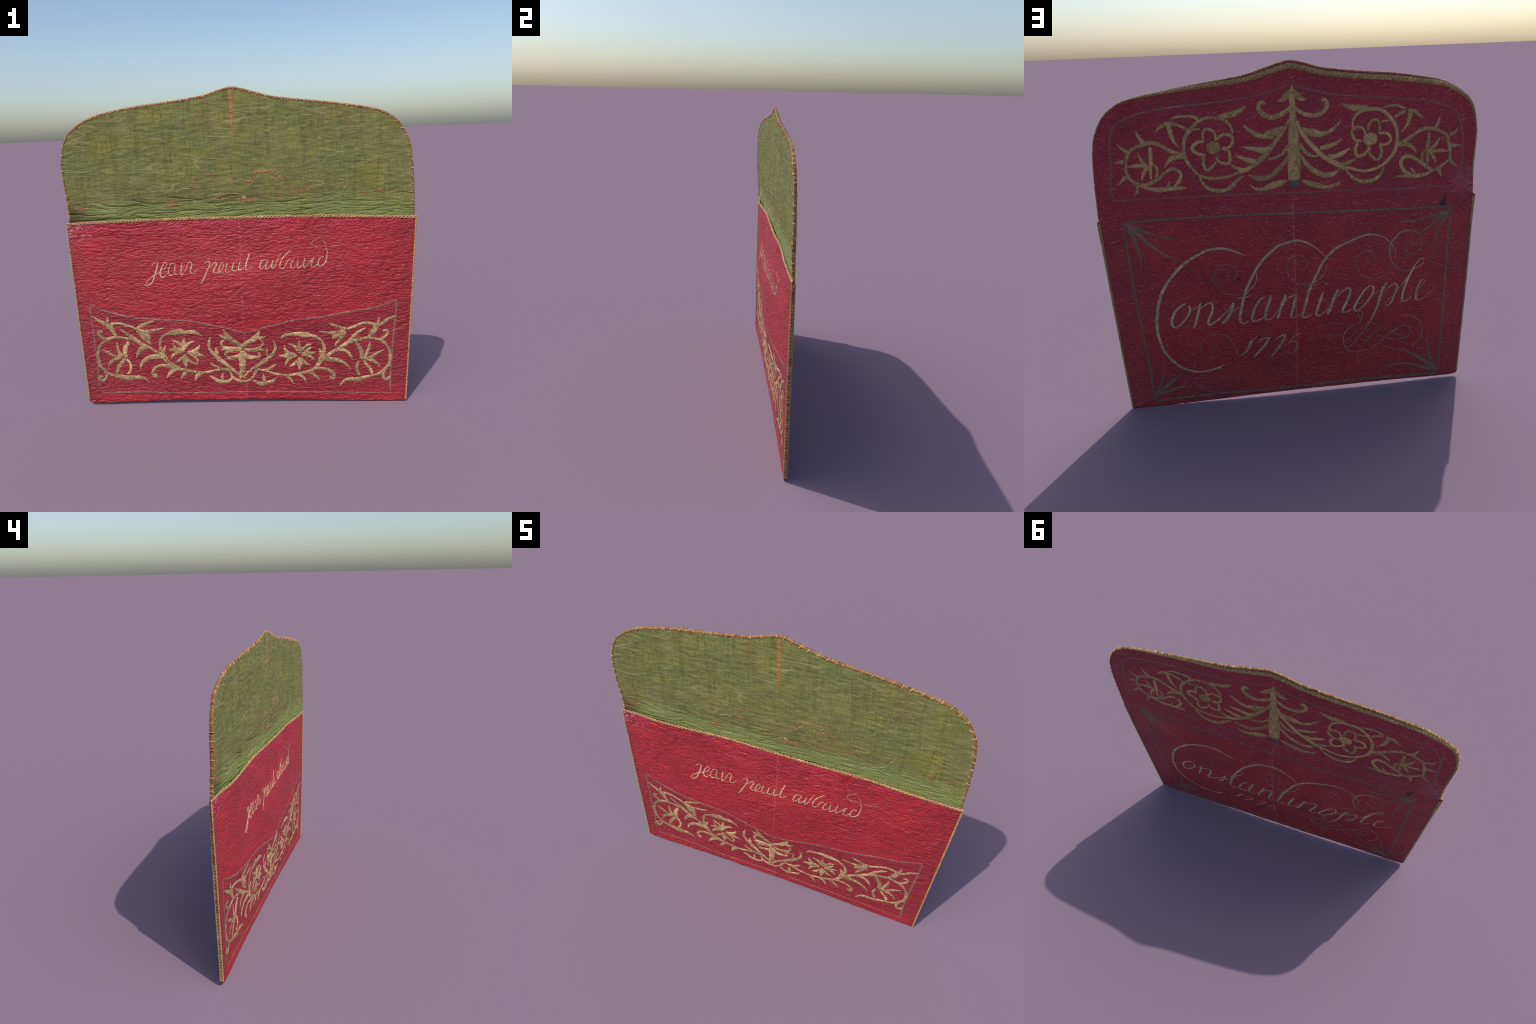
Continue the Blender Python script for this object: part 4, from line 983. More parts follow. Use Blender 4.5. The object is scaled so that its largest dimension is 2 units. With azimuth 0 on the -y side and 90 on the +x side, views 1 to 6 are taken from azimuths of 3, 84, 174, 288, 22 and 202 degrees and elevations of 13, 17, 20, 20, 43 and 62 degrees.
stitch("embroidered_stem", (283, 1520, 12.8), (288, 1545, 16), (300, 1570, 16), (323, 1589, 17.6), (353, 1598, 17.6), (383, 1601, 16), (414, 1600,
       17.6), (443, 1589, 19.2), (466, 1569, 20.8), (489, 1549, 25.6), (510, 1523, 20.8), (523, 1493, 19.3), (527, 1459, 19.3), (527, 1425, 21), (513,
       1390, 19.4), (491, 1357, 17.8), (469, 1330, 16.2), (438, 1315, 16.2), (395, 1306, 17.8), (350, 1307, 16.2), (305, 1315, 16.2), (259, 1330,
       19.4), (214, 1347, 25.9), (184, 1367, 29.1), (135, 1403, 31.6), (100, 1441, 27.8), (69, 1482, 24.1), (42, 1513, 22.2), (15, 1554, 20.4), (-4,
       1581, 18.5), on="back", parent=flap, material=GOLD_FLAP, lift=.0015)
stitch("embroidered_leaf", (213, 1648, 3.2), (234, 1632, 22.4), (272, 1616, 31.9), (309, 1609, 31.9), (350, 1604, 19.2), on="back", parent=flap,
       material=GOLD_FLAP, lift=.0015)
stitch("embroidered_stem", (486, 1546, 19.2), (461, 1551, 11.2), (437, 1550, 9.6), on="back", parent=flap, material=GOLD_FLAP, lift=.0015)
stitch("embroidered_petal", (432, 1500, 14.4), (429, 1528, 14.4), (419, 1546, 17.6), (400, 1549, 17.6), (379, 1537, 17.6), (369, 1515, 16), (368,
       1491, 14.4), on="back", parent=flap, material=GOLD_FLAP, lift=.0015)
stitch("embroidered_petal", (361, 1500, 16), (344, 1514, 16), (319, 1519, 17.6), (295, 1512, 19.2), (285, 1493, 16), (294, 1468, 17.6), (314, 1454,
       16.1), (339, 1455, 12.8), on="back", parent=flap, material=GOLD_FLAP, lift=.0015)
stitch("embroidered_petal", (340, 1449, 12.8), (309, 1438, 16.1), (305, 1413, 19.3), (310, 1381, 19.3), (335, 1378, 19.4), (363, 1391, 14.5), (373,
       1417, 12.9), on="back", parent=flap, material=GOLD_FLAP, lift=.0015)
stitch("embroidered_petal", (376, 1388, 12.9), (400, 1361, 17.8), (426, 1350, 14.5), (436, 1376, 19.4), (437, 1408, 19.3), (428, 1432, 19.3),
       on="back", parent=flap, material=GOLD_FLAP, lift=.0015)
stitch("embroidered_petal", (435, 1426, 16.1), (462, 1434, 17.7), (485, 1454, 19.3), (477, 1475, 19.3), (454, 1489, 17.6), (426, 1491, 16), on="back",
       parent=flap, material=GOLD_FLAP, lift=.0015)
stitch("embroidered_flower_center", (417, 1460, 38.5), (398, 1458, 67.4), (383, 1458, 77.1), (367, 1457, 67.4), (348, 1456, 38.5), on="back",
       parent=flap, material=GOLD_FLAP, lift=.0015)
stitch("embroidered_stem", (463, 1326, 11.3), (453, 1294, 17.9), (433, 1267, 21.1), (409, 1249, 21.2), (374, 1243, 24.4), (336, 1244, 22.8), (305,
       1262, 24.4), (275, 1289, 19.5), (245, 1310, 13), on="back", parent=flap, material=GOLD_FLAP, lift=.0015)
stitch("embroidered_leaf", (304, 1371, 9.7), (277, 1351, 19.4), (243, 1339, 25.9), (217, 1341, 19.4), on="back", parent=flap, material=GOLD_FLAP,
       lift=.0015)
stitch("embroidered_leaf", (231, 1561, 5.5), (207, 1537, 20.3), (173, 1514, 27.7), (134, 1500, 25.9), (80, 1490, 14.8), on="back", parent=flap,
       material=GOLD_FLAP, lift=.0015)
stitch("embroidered_leaf", (129, 1514, 14.8), (93, 1515, 40.7), (56, 1524, 40.7), (27, 1540, 22.2), (8, 1557, 7.4), on="back", parent=flap,
       material=GOLD_FLAP, lift=.0015)
stitch("embroidered_leaf", (243, 1456, 4.4), (209, 1447, 18.5), (166, 1437, 29.6), (130, 1431, 37.1), (104, 1441, 29.7), on="back", parent=flap,
       material=GOLD_FLAP, lift=.0015)
stitch("embroidered_leaf", (279, 1417, 3.9), (248, 1400, 19.3), (208, 1385, 32.3), (180, 1377, 29.1), on="back", parent=flap, material=GOLD_FLAP,
       lift=.0015)
stitch("embroidered_leaf", (117, 1387, 9.3), (80, 1392, 18.6), (46, 1408, 22.3), (16, 1439, 22.3), (0, 1460, 14.9), on="back", parent=flap,
       material=GOLD_FLAP, lift=.0015)
stitch("embroidered_leaf", (222, 1316, 4.5), (188, 1299, 26.1), (148, 1291, 33.7), (106, 1301, 31.8), (64, 1336, 28), (29, 1371, 22.4), (9, 1406,
       14.9), on="back", parent=flap, material=GOLD_FLAP, lift=.0015)
stitch("embroidered_leaf", (216, 1267, 4.5), (191, 1243, 15), (147, 1236, 20.6), (109, 1249, 37.6), (63, 1261, 37.6), (25, 1273, 15), on="back",
       parent=flap, material=GOLD_FLAP, lift=.0015)

# back of the flap: tree in the middle
stitch("embroidered_trunk", (-15, 1735, 5.5), (-14, 1708, 25.9), (-14, 1663, 33.3), (-14, 1615, 33.3), (-16, 1566, 40.8), (-16, 1517, 44.6), (-17,
       1463, 52.1), (-17, 1408, 63.5), (-15, 1353, 59.9), (-15, 1297, 56.4), (-16, 1271, 52.7), on="back", parent=flap, material=GOLD_FLAP,
       lift=.0015)
stitch("trunk_strand", (-5, 1615, 5.2), (1, 1553, 9.6), (6, 1482, 12.6), (10, 1410, 16.4), (11, 1336, 17.2), (11, 1273, 15), on="back", parent=flap,
       material=GOLD_FLAP, lift=.0026, ragged=.2)
stitch("trunk_strand", (-24, 1621, 5.2), (-31, 1551, 9.7), (-37, 1480, 12.7), (-41, 1407, 16.5), (-39, 1333, 17.3), (-35, 1272, 15.1), on="back",
       parent=flap, material=GOLD_FLAP, lift=.0026, ragged=.2)
stitch("trunk_strand", (-14, 1704, 3.7), (-14, 1622, 8.1), (-14, 1545, 9.6), (-10, 1463, 11.2), (-12, 1390, 12.7), (-7, 1328, 15), (-3, 1274, 11.3),
       on="back", parent=flap, material=GOLD_FLAP, lift=.0026, ragged=.2)
stitch("trunk_strand", (-22, 1538, 3.7), (-23, 1463, 11.2), (-25, 1390, 13.5), (-22, 1327, 15), (-20, 1271, 11.3), on="back", parent=flap,
       material=GOLD_FLAP, lift=.0026, ragged=.2)
stitch("embroidered_leaf", (56, 1665, 7.4), (32, 1669, 29.5), (10, 1688, 33.2), (-12, 1715, 18.5), on="back", parent=flap, material=GOLD_FLAP,
       lift=.0015)
stitch("embroidered_leaf", (-88, 1665, 5.6), (-65, 1668, 26), (-40, 1686, 33.3), (-18, 1714, 18.5), on="back", parent=flap, material=GOLD_FLAP,
       lift=.0015)
stitch("embroidered_disc", (13, 1256, 22.6), (-1, 1255, 49), (-14, 1254, 56.6), (-27, 1253, 49.1), (-40, 1252, 22.7), on="back", parent=flap,
       material=DARK_DISC, lift=.0024)
stitch("embroidered_stem", (-6, 1633, 22.2), (20, 1613, 24), (53, 1596, 27.7), (90, 1589, 27.7), (125, 1601, 27.6), (147, 1626, 27.6), (149, 1651,
       25.7), (132, 1662, 23.9), (120, 1653, 22.1), on="back", parent=flap, material=GOLD_FLAP, lift=.0015)
stitch("embroidered_stem", (-21, 1635, 22.2), (-45, 1613, 22.3), (-81, 1594, 24.2), (-121, 1587, 24.2), (-158, 1597, 24.3), (-182, 1621, 24.3), (-186,
       1645, 24.3), (-173, 1659, 24.3), (-161, 1650, 22.4), on="back", parent=flap, material=GOLD_FLAP, lift=.0015)

# back of the flap: right half of the embroidery
stitch("embroidered_stem", (-33, 1565, 18.6), (-46, 1529, 20.5), (-67, 1492, 24.2), (-92, 1459, 26.2), (-121, 1428, 28.1), (-154, 1393, 26.4), (-192,
       1365, 28.4), (-237, 1340, 30.4), (-272, 1319, 22.9), (-298, 1318, 16.6), (-338, 1304, 16.7), (-378, 1296, 16.8), (-425, 1302, 16.9), (-466,
       1317, 16.9), (-492, 1335, 20.3), (-519, 1363, 20.3), (-538, 1394, 22), (-547, 1426, 22), (-549, 1464, 20.3), (-542, 1503, 20.3), (-527, 1535,
       21.9), (-503, 1565, 21.8), (-473, 1591, 20), (-440, 1603, 20), (-401, 1602, 18.2), (-368, 1599, 19.8), (-339, 1585, 16.5), (-323, 1565, 14.8),
       (-315, 1540, 13.2), (-315, 1519, 13.2), on="back", parent=flap, material=GOLD_FLAP, lift=.0015)
stitch("embroidered_leaf", (-257, 1564, 3.8), (-231, 1530, 18.8), (-193, 1507, 20.7), (-152, 1495, 31.9), (-108, 1505, 48.6), (-75, 1517, 29.8), (-54,
       1536, 7.4), on="back", parent=flap, material=GOLD_FLAP, lift=.0015)
stitch("embroidered_leaf", (-264, 1469, 4.5), (-230, 1447, 18.9), (-189, 1433, 28.3), (-147, 1426, 22.6), on="back", parent=flap, material=GOLD_FLAP,
       lift=.0015)
stitch("embroidered_leaf", (-302, 1417, 7.6), (-268, 1397, 22.8), (-226, 1381, 28.4), (-188, 1384, 22.7), on="back", parent=flap, material=GOLD_FLAP,
       lift=.0015)
stitch("embroidered_leaf", (-341, 1366, 6.7), (-314, 1353, 19.9), (-281, 1342, 23.2), (-258, 1343, 13.2), on="back", parent=flap, material=GOLD_FLAP,
       lift=.0015)
stitch("embroidered_leaf", (-143, 1388, 7.5), (-117, 1388, 13.2), (-83, 1401, 20.6), (-62, 1428, 22.4), (-48, 1458, 14.9), on="back", parent=flap,
       material=GOLD_FLAP, lift=.0015)
stitch("embroidered_leaf", (-249, 1318, 7.6), (-222, 1295, 22.9), (-180, 1287, 32.3), (-138, 1301, 30.3), (-97, 1330, 26.4), (-68, 1365, 22.5), (-50,
       1399, 15), on="back", parent=flap, material=GOLD_FLAP, lift=.0015)
stitch("embroidered_leaf", (-258, 1253, 4.6), (-225, 1234, 19.1), (-179, 1226, 21), (-133, 1237, 34.2), (-91, 1251, 34.1), (-50, 1269, 11.3),
       on="back", parent=flap, material=GOLD_FLAP, lift=.0015)
stitch("embroidered_stem", (-279, 1309, 13.3), (-301, 1282, 16.7), (-331, 1256, 21.8), (-365, 1243, 23.5), (-406, 1243, 27), (-440, 1253, 20.3),
       (-467, 1277, 16.9), (-480, 1310, 10.2), on="back", parent=flap, material=GOLD_FLAP, lift=.0015)
stitch("embroidered_leaf", (-254, 1643, 3.9), (-284, 1625, 19.7), (-323, 1614, 36.2), (-362, 1615, 26.4), (-401, 1610, 9.9), on="back", parent=flap,
       material=GOLD_FLAP, lift=.0015)
stitch("embroidered_stem", (-469, 1608, 8.3), (-502, 1614, 15.1), (-542, 1615, 15.1), (-572, 1603, 13.5), (-592, 1597, 13.5), on="back", parent=flap,
       material=GOLD_FLAP, lift=.0015)
stitch("embroidered_leaf", (-530, 1557, 11.8), (-559, 1574, 20.2), (-589, 1588, 20.3), on="back", parent=flap, material=GOLD_FLAP, lift=.0015)
stitch("embroidered_leaf", (-599, 1591, 16.9), (-629, 1586, 18.7), (-656, 1566, 20.5), (-681, 1546, 6.9), on="back", parent=flap, material=GOLD_FLAP,
       lift=.0015)
stitch("embroidered_leaf", (-612, 1584, 27.2), (-612, 1556, 28.9), (-598, 1519, 18.7), (-567, 1479, 3.4), on="back", parent=flap, material=GOLD_FLAP,
       lift=.0015)
stitch("embroidered_petal", (-383, 1483, 13.3), (-366, 1513, 16.6), (-340, 1520, 16.5), (-317, 1509, 18.1), (-314, 1484, 18.2), (-333, 1455, 19.9),
       (-363, 1450, 14.9), on="back", parent=flap, material=GOLD_FLAP, lift=.0015)
stitch("embroidered_petal", (-392, 1496, 13.3), (-399, 1527, 16.6), (-415, 1548, 18.3), (-438, 1551, 18.3), (-454, 1533, 16.7), (-455, 1508, 16.7),
       (-449, 1483, 15.1), on="back", parent=flap, material=GOLD_FLAP, lift=.0015)
stitch("embroidered_petal", (-449, 1483, 15.1), (-479, 1484, 16.8), (-502, 1474, 18.5), (-516, 1450, 13.5), (-503, 1432, 16.9), (-480, 1424, 15.1),
       (-453, 1429, 13.4), on="back", parent=flap, material=GOLD_FLAP, lift=.0015)
stitch("embroidered_petal", (-460, 1422, 20.2), (-467, 1392, 18.5), (-461, 1363, 20.2), (-445, 1350, 13.5), (-421, 1363, 18.5), (-404, 1386, 15.1),
       (-403, 1415, 13.4), on="back", parent=flap, material=GOLD_FLAP, lift=.0015)
stitch("embroidered_petal", (-343, 1441, 16.6), (-330, 1413, 19.9), (-334, 1387, 19.9), (-347, 1374, 18.3), (-377, 1382, 20), (-397, 1406, 15), (-397,
       1425, 13.3), on="back", parent=flap, material=GOLD_FLAP, lift=.0015)
stitch("embroidered_flower_center", (-370, 1459, 36.5), (-390, 1458, 66.6), (-406, 1457, 73.4), (-423, 1456, 66.8), (-443, 1455, 36.8), on="back",
       parent=flap, material=GOLD_FLAP, lift=.0015)
stitch("embroidered_stem", (-461, 1539, 13.4), (-484, 1544, 13.4), (-507, 1543, 16.8), on="back", parent=flap, material=GOLD_FLAP, lift=.0015)
stitch("embroidered_stem", (-556, 1416, 30.6), (-576, 1428, 27.2), (-606, 1446, 22.2), (-638, 1469, 20.5), (-672, 1487, 22.3), (-705, 1494, 22.4),
       (-743, 1489, 22.5), (-778, 1474, 19.2), (-811, 1456, 19.3), (-823, 1429, 21.1), (-832, 1396, 21.1), (-837, 1363, 17.6), (-836, 1330, 17.7),
       (-812, 1312, 17.6), (-782, 1287, 19.3), (-748, 1276, 17.5), (-710, 1258, 20.9), (-675, 1254, 26.1), (-633, 1254, 24.2), (-592, 1256, 20.6),
       (-547, 1258, 6.8), on="back", parent=flap, material=GOLD_FLAP, lift=.0015)
stitch("embroidered_leaf", (-773, 1552, 4.2), (-765, 1523, 17.3), (-753, 1495, 24.3), on="back", parent=flap, material=GOLD_FLAP, lift=.0015)
stitch("embroidered_leaf", (-873, 1488, 4.2), (-855, 1463, 17.6), (-828, 1455, 21.1), on="back", parent=flap, material=GOLD_FLAP, lift=.0015)
stitch("embroidered_leaf", (-895, 1397, 4.3), (-867, 1397, 19.5), (-838, 1402, 24.7), on="back", parent=flap, material=GOLD_FLAP, lift=.0015)
stitch("embroidered_leaf", (-881, 1287, 5.3), (-851, 1309, 21.3), (-838, 1330, 21.2), on="back", parent=flap, material=GOLD_FLAP, lift=.0015)
stitch("embroidered_leaf", (-795, 1238, 4.2), (-787, 1263, 17.6), (-779, 1284, 21.1), on="back", parent=flap, material=GOLD_FLAP, lift=.0015)
stitch("embroidered_leaf", (-655, 1375, 5.2), (-631, 1402, 24), (-600, 1420, 27.3), (-569, 1419, 20.4), on="back", parent=flap, material=GOLD_FLAP,
       lift=.0015)
stitch("embroidered_stem", (-715, 1471, 19), (-717, 1436, 20.8), (-712, 1404, 22.5), (-711, 1374, 20.8), (-715, 1341, 17.4), (-715, 1308, 15.7),
       on="back", parent=flap, material=GOLD_FLAP, lift=.0015)
stitch("embroidered_petal", (-776, 1448, 4.2), (-767, 1426, 19.2), (-745, 1398, 20.9), (-721, 1380, 19.1), on="back", parent=flap, material=GOLD_FLAP,
       lift=.0015)
stitch("embroidered_petal", (-826, 1370, 7), (-791, 1376, 21), (-756, 1375, 17.4), (-725, 1377, 17.4), on="back", parent=flap, material=GOLD_FLAP,
       lift=.0015)
stitch("embroidered_petal", (-763, 1312, 7), (-751, 1342, 20.9), (-732, 1370, 20.9), (-715, 1381, 17.3), on="back", parent=flap, material=GOLD_FLAP,
       lift=.0015)
stitch("embroidered_stem", (-697, 1385, 13.8), (-685, 1360, 17.3), (-689, 1330, 15.6), (-708, 1305, 15.7), (-744, 1280, 14), on="back", parent=flap,
       material=GOLD_FLAP, lift=.0015)
stitch("embroidered_stem", (-744, 1276, 15.8), (-712, 1295, 17.4), (-683, 1317, 20.8), (-651, 1342, 20.7), (-616, 1357, 22.3), (-585, 1353, 22.2),
       (-572, 1334, 22.2), (-578, 1304, 22.3), (-598, 1276, 24.1), (-626, 1261, 20.7), on="back", parent=flap, material=GOLD_FLAP, lift=.0015)
stitch("embroidered_leaf", (-625, 1297, 6.9), (-636, 1283, 15.5), (-650, 1266, 17.3), on="back", parent=flap, material=GOLD_FLAP, lift=.0015)

# back: faded frame and corner rays
stitch("frame_line", (868, 1105, 12.4), (608, 1111, 12.2), (248, 1108, 12.2), (-21, 1100, 12.3), (-436, 1087, 12.7), (-861, 1075, 13.3), on="back",
       parent=back_panel, material=DARK_RAY, lift=.0005, ragged=.25, swell=1.05)
stitch("frame_line", (867, 1109, 11.7), (864, 1030, 11.8), (861, 958, 12.9), (861, 880, 14.4), (860, 802, 14.6), (858, 728, 14.7), (853, 646, 14.8),
       (849, 580, 15), (841, 457, 15.2), (835, 342, 16.3), (830, 228, 16.6), (829, 139, 16), (827, 59, 20.3), on="back", parent=back_panel,
       material=DARK_RAY, lift=.0005, ragged=.25, swell=1.05)
stitch("frame_line", (819, 35, 10.2), (723, 40, 14.2), (608, 43, 15.3), (457, 45, 15.3), (-1, 44, 17.1), (-392, 45, 17.4), (-846, 31, 18.2),
       on="back", parent=back_panel, material=DARK_RAY, lift=.0005, ragged=.25, swell=1.05)
stitch("frame_line", (-851, 77, 12.2), (-852, 187, 15.2), (-854, 294, 15), (-853, 401, 14.7), (-854, 504, 15.3), (-854, 561, 15.2), (-852, 648, 15.8),
       (-854, 764, 15.6), (-851, 858, 15.4), (-853, 968, 15.2), (-859, 1021, 12.7), (-864, 1070, 10.8), on="back", parent=back_panel,
       material=DARK_RAY, lift=.0005, ragged=.25, swell=1.05)
stitch("corner_ray", (864, 1105, 20.1), (833, 1076, 43.7), (796, 1040, 30.2), (759, 996, 20.2), (700, 941, 16.9), (654, 910, 8.4), (592, 879, 5.1),
       on="back", parent=back_panel, material=DARK_RAY, lift=.0007, ragged=.2)
stitch("corner_ray", (812, 1088, 23.4), (774, 1059, 16.8), (722, 1034, 11.7), (660, 1011, 8.4), (596, 1007, 4), on="back", parent=back_panel,
       material=DARK_RAY, lift=.0007, ragged=.2)
stitch("corner_ray", (840, 1070, 30.3), (821, 1021, 20.2), (811, 969, 16.9), (802, 923, 11.9), (802, 852, 6.2), on="back", parent=back_panel,
       material=DARK_RAY, lift=.0007, ragged=.2)
stitch("corner_ray", (-866, 1077, 10.8), (-839, 1044, 28.8), (-790, 1016, 21.5), (-745, 977, 16.1), (-692, 939, 10.7), on="back", parent=back_panel,
       material=DARK_RAY, lift=.0007, ragged=.2)
stitch("corner_ray", (-824, 1049, 25.1), (-764, 1032, 16.1), (-700, 1016, 12.4), (-629, 1008, 8.8), (-557, 1019, 6.3), on="back", parent=back_panel,
       material=DARK_RAY, lift=.0007, ragged=.2)
stitch("corner_ray", (-839, 1037, 21.6), (-810, 986, 16.2), (-787, 937, 14.4), (-779, 894, 9), (-772, 829, 5.8), (-770, 738, 4.4), on="back",
       parent=back_panel, material=DARK_RAY, lift=.0007, ragged=.2)
stitch("corner_ray", (828, 50, 32.5), (809, 84, 44.4), (772, 111, 28.1), (719, 153, 23.8), (654, 203, 9.8), on="back", parent=back_panel,
       material=DARK_RAY, lift=.0007, ragged=.2)
stitch("corner_ray", (808, 97, 20.1), (785, 134, 18), (767, 176, 13.9), (759, 229, 5.9), (748, 299, 3.9), on="back", parent=back_panel,
       material=DARK_RAY, lift=.0007, ragged=.2)
stitch("corner_ray", (810, 75, 24.2), (756, 87, 20.1), (697, 107, 16), (639, 118, 6), on="back", parent=back_panel, material=DARK_RAY, lift=.0007,
       ragged=.2)
stitch("corner_ray", (-854, 45, 24.5), (-816, 77, 44.5), (-770, 121, 30), (-721, 157, 19.8), (-665, 196, 11.8), (-633, 217, 7.8), (-571, 226, 7.8),
       (-523, 251, 5.4), on="back", parent=back_panel, material=DARK_RAY, lift=.0007, ragged=.2)
stitch("corner_ray", (-821, 58, 28.4), (-768, 78, 24.2), (-707, 102, 20), (-648, 119, 15.9), (-581, 124, 11.8), (-523, 118, 4.7), on="back",
       parent=back_panel, material=DARK_RAY, lift=.0007, ragged=.2)
stitch("corner_ray", (-823, 80, 24.3), (-800, 144, 22), (-789, 193, 15.9), (-776, 250, 11.8), (-774, 328, 4.7), on="back", parent=back_panel,
       material=DARK_RAY, lift=.0007, ragged=.2)
stitch("ink_spot", (-821, 1149, 2.9), (-820, 1130, 10), (-818, 1112, 21.4), (-811, 1097, 32.1), (-806, 1084, 35.7), on="back", parent=back_panel,
       material=INK, lift=.0004)
stitch("ink_spot", (317, 767, 10.2), (307, 766, 13.6), (298, 766, 6.8), on="back", parent=back_panel, material=INK, lift=.0004)

# back: place name in script
stitch("script_letter", (258, 890, 4), (304, 914, 13.4), (352, 933, 15), (395, 940, 16), (448, 936, 16.7), (489, 921, 16.8), (541, 893, 17.5), (594,
       858, 18.6), (649, 804, 18.8), (696, 741, 20.7), (725, 684, 21.6), (749, 611, 22.9), (750, 594, 22.2), (761, 535, 22.4), (762, 473, 20.8), (753,
       413, 19.8), (735, 346, 19.2), (701, 289, 18.6), (654, 238, 17.6), (611, 213, 16.5), (556, 198, 13.8), (499, 203, 11.8), (444, 216, 10.9), (491,
       205, 10.5), (442, 220, 11.7), (416, 237, 3.1), on="back", parent=back_panel, material=SILVER, lift=.0009, ragged=.12, swell=.9)
stitch("script_letter", (595, 641, 10.2), (625, 627, 13.9), (657, 593, 17.7), (676, 554, 19.3), (680, 518, 14.9), (663, 502, 10.5), (637, 515, 10.4),
       (604, 550, 11.8), (579, 589, 16.5), (576, 617, 14.6), (582, 629, 11), on="back", parent=back_panel, material=SILVER, lift=.0009, ragged=.12,
       swell=.9)
stitch("script_letter", (564, 600, 7.3), (537, 618, 6.6), (515, 640, 7.3), on="back", parent=back_panel, material=SILVER, lift=.0009, ragged=.12,
       swell=.9)
stitch("script_letter", (515, 644, 12.7), (528, 602, 16.5), (543, 554, 16.6), (555, 514, 14.8), (567, 490, 9.3), on="back", parent=back_panel,
       material=SILVER, lift=.0009, ragged=.12, swell=.9)
stitch("script_letter", (520, 609, 6.6), (493, 627, 8), (464, 639, 8.7), (453, 613, 14.6), (461, 578, 16.5), (479, 542, 16.6), (485, 514, 14.1), (474,
       506, 7.4), (444, 525, 7.4), (421, 538, 8.1), on="back", parent=back_panel, material=SILVER, lift=.0009, ragged=.12, swell=.9)
stitch("script_letter", (476, 508, 8.8), (440, 529, 9.8), (407, 558, 7.7), (370, 590, 7.6), (343, 630, 10.4), (349, 596, 20.8), (369, 559, 22.7),
       (392, 526, 19.3), (413, 513, 8.8), on="back", parent=back_panel, material=SILVER, lift=.0009, ragged=.12, swell=.9)
stitch("script_letter", (347, 577, 6.3), (311, 605, 6.2), on="back", parent=back_panel, material=SILVER, lift=.0009, ragged=.12, swell=.9)
stitch("script_letter", (-159, 857, 3.4), (-139, 884, 4.8), (-93, 922, 8.1), (-52, 944, 13.4), (-12, 954, 15.1), (49, 944, 16.1), (85, 933, 16.1),
       (130, 899, 16.8), (166, 866, 16.8), (191, 837, 16.2), (221, 792, 16.9), (247, 744, 17), (270, 698, 18.8), (283, 659, 18.9), (297, 608, 20.1),
       (309, 555, 19.2), (311, 520, 15.8), (296, 502, 8.4), (264, 516, 6.3), on="back", parent=back_panel, material=SILVER, lift=.0009, ragged=.12,
       swell=.9)
stitch("script_letter", (210, 795, 3.4), (209, 763, 4.8), (221, 728, 4.8), (253, 697, 4.8), (272, 673, 3.4), on="back", parent=back_panel,
       material=SILVER, lift=.0009, ragged=.12, swell=.9)
stitch("script_letter", (321, 658, 4.8), (280, 657, 6.2), (245, 669, 3.4), on="back", parent=back_panel, material=SILVER, lift=.0009, ragged=.12,
       swell=.9)
stitch("script_flourish", (286, 674, 4.8), (320, 673, 5.5), (353, 680, 5.5), (403, 700, 4.8), (424, 735, 4.8), (433, 771, 4.8), (425, 810, 4.7), (402,
       841, 4.7), (371, 851, 5.4), (335, 840, 4.7), (317, 814, 4.7), (315, 789, 4.7), (331, 764, 4.8), (348, 762, 4.1), (363, 777, 4.7), (362, 799,
       4.7), (346, 812, 4.7), on="back", parent=back_panel, material=FAINT_SILVER, lift=.0006, ragged=.2, swell=.9)
stitch("script_letter", (170, 658, 6.9), (199, 634, 12.1), (225, 595, 16.7), (241, 554, 18.2), (246, 522, 16.8), (226, 509, 7.7), (194, 526, 7), (176,
       536, 7), on="back", parent=back_panel, material=SILVER, lift=.0009, ragged=.12, swell=.9)
stitch("script_letter", (136, 659, 17.2), (147, 626, 20.7), (163, 582, 20.9), (174, 536, 19.3), (170, 518, 14.1), (145, 518, 6.3), (120, 543, 6.3),
       (101, 569, 7), on="back", parent=back_panel, material=SILVER, lift=.0009, ragged=.12, swell=.9)
stitch("script_letter", (56, 656, 13.8), (68, 627, 22.5), (87, 583, 17.4), (99, 541, 16.8), (107, 518, 12.3), on="back", parent=back_panel,
       material=SILVER, lift=.0009, ragged=.12, swell=.9)
stitch("script_letter", (72, 597, 7), (47, 633, 8.3), (18, 649, 9.7), (4, 644, 17.3), (13, 607, 19.1), (23, 562, 17.5), (32, 523, 15.8), (15, 514,
       7.1), (-21, 530, 6.3), on="back", parent=back_panel, material=SILVER, lift=.0009, ragged=.12, swell=.9)
stitch("script_letter", (-551, 807, 5.7), (-554, 844, 5.7), (-538, 881, 7), (-513, 912, 7.7), (-481, 936, 9), (-438, 952, 11.1), (-396, 956, 11.7),
       (-363, 949, 12.4), (-310, 932, 13.7), (-258, 912, 15.4), (-212, 888, 16.4), (-170, 849, 17.1), (-137, 802, 17.1), (-112, 754, 18.9), (-86, 705,
       19), (-67, 659, 18), (-54, 607, 19.2), (-39, 559, 19.3), (-33, 520, 17.7), (-50, 510, 7.8), (-93, 530, 6.4), on="back", parent=back_panel,
       material=SILVER, lift=.0009, ragged=.12, swell=.9)
stitch("script_letter", (-169, 817, 3.4), (-165, 774, 4.1), (-139, 737, 4.8), (-108, 718, 4.8), (-86, 701, 4.1), on="back", parent=back_panel,
       material=SILVER, lift=.0009, ragged=.12, swell=.9)
stitch("script_letter", (-54, 671, 4.8), (-78, 676, 5.5), (-100, 678, 3.5), on="back", parent=back_panel, material=SILVER, lift=.0009, ragged=.12,
       swell=.9)
stitch("script_letter", (-148, 651, 12.2), (-133, 611, 19.3), (-117, 563, 19.4), (-108, 528, 17.7), (-118, 511, 10.7), (-147, 528, 7.1), (-176, 549,
       6.4), on="back", parent=back_panel, material=SILVER, lift=.0009, ragged=.12, swell=.9)
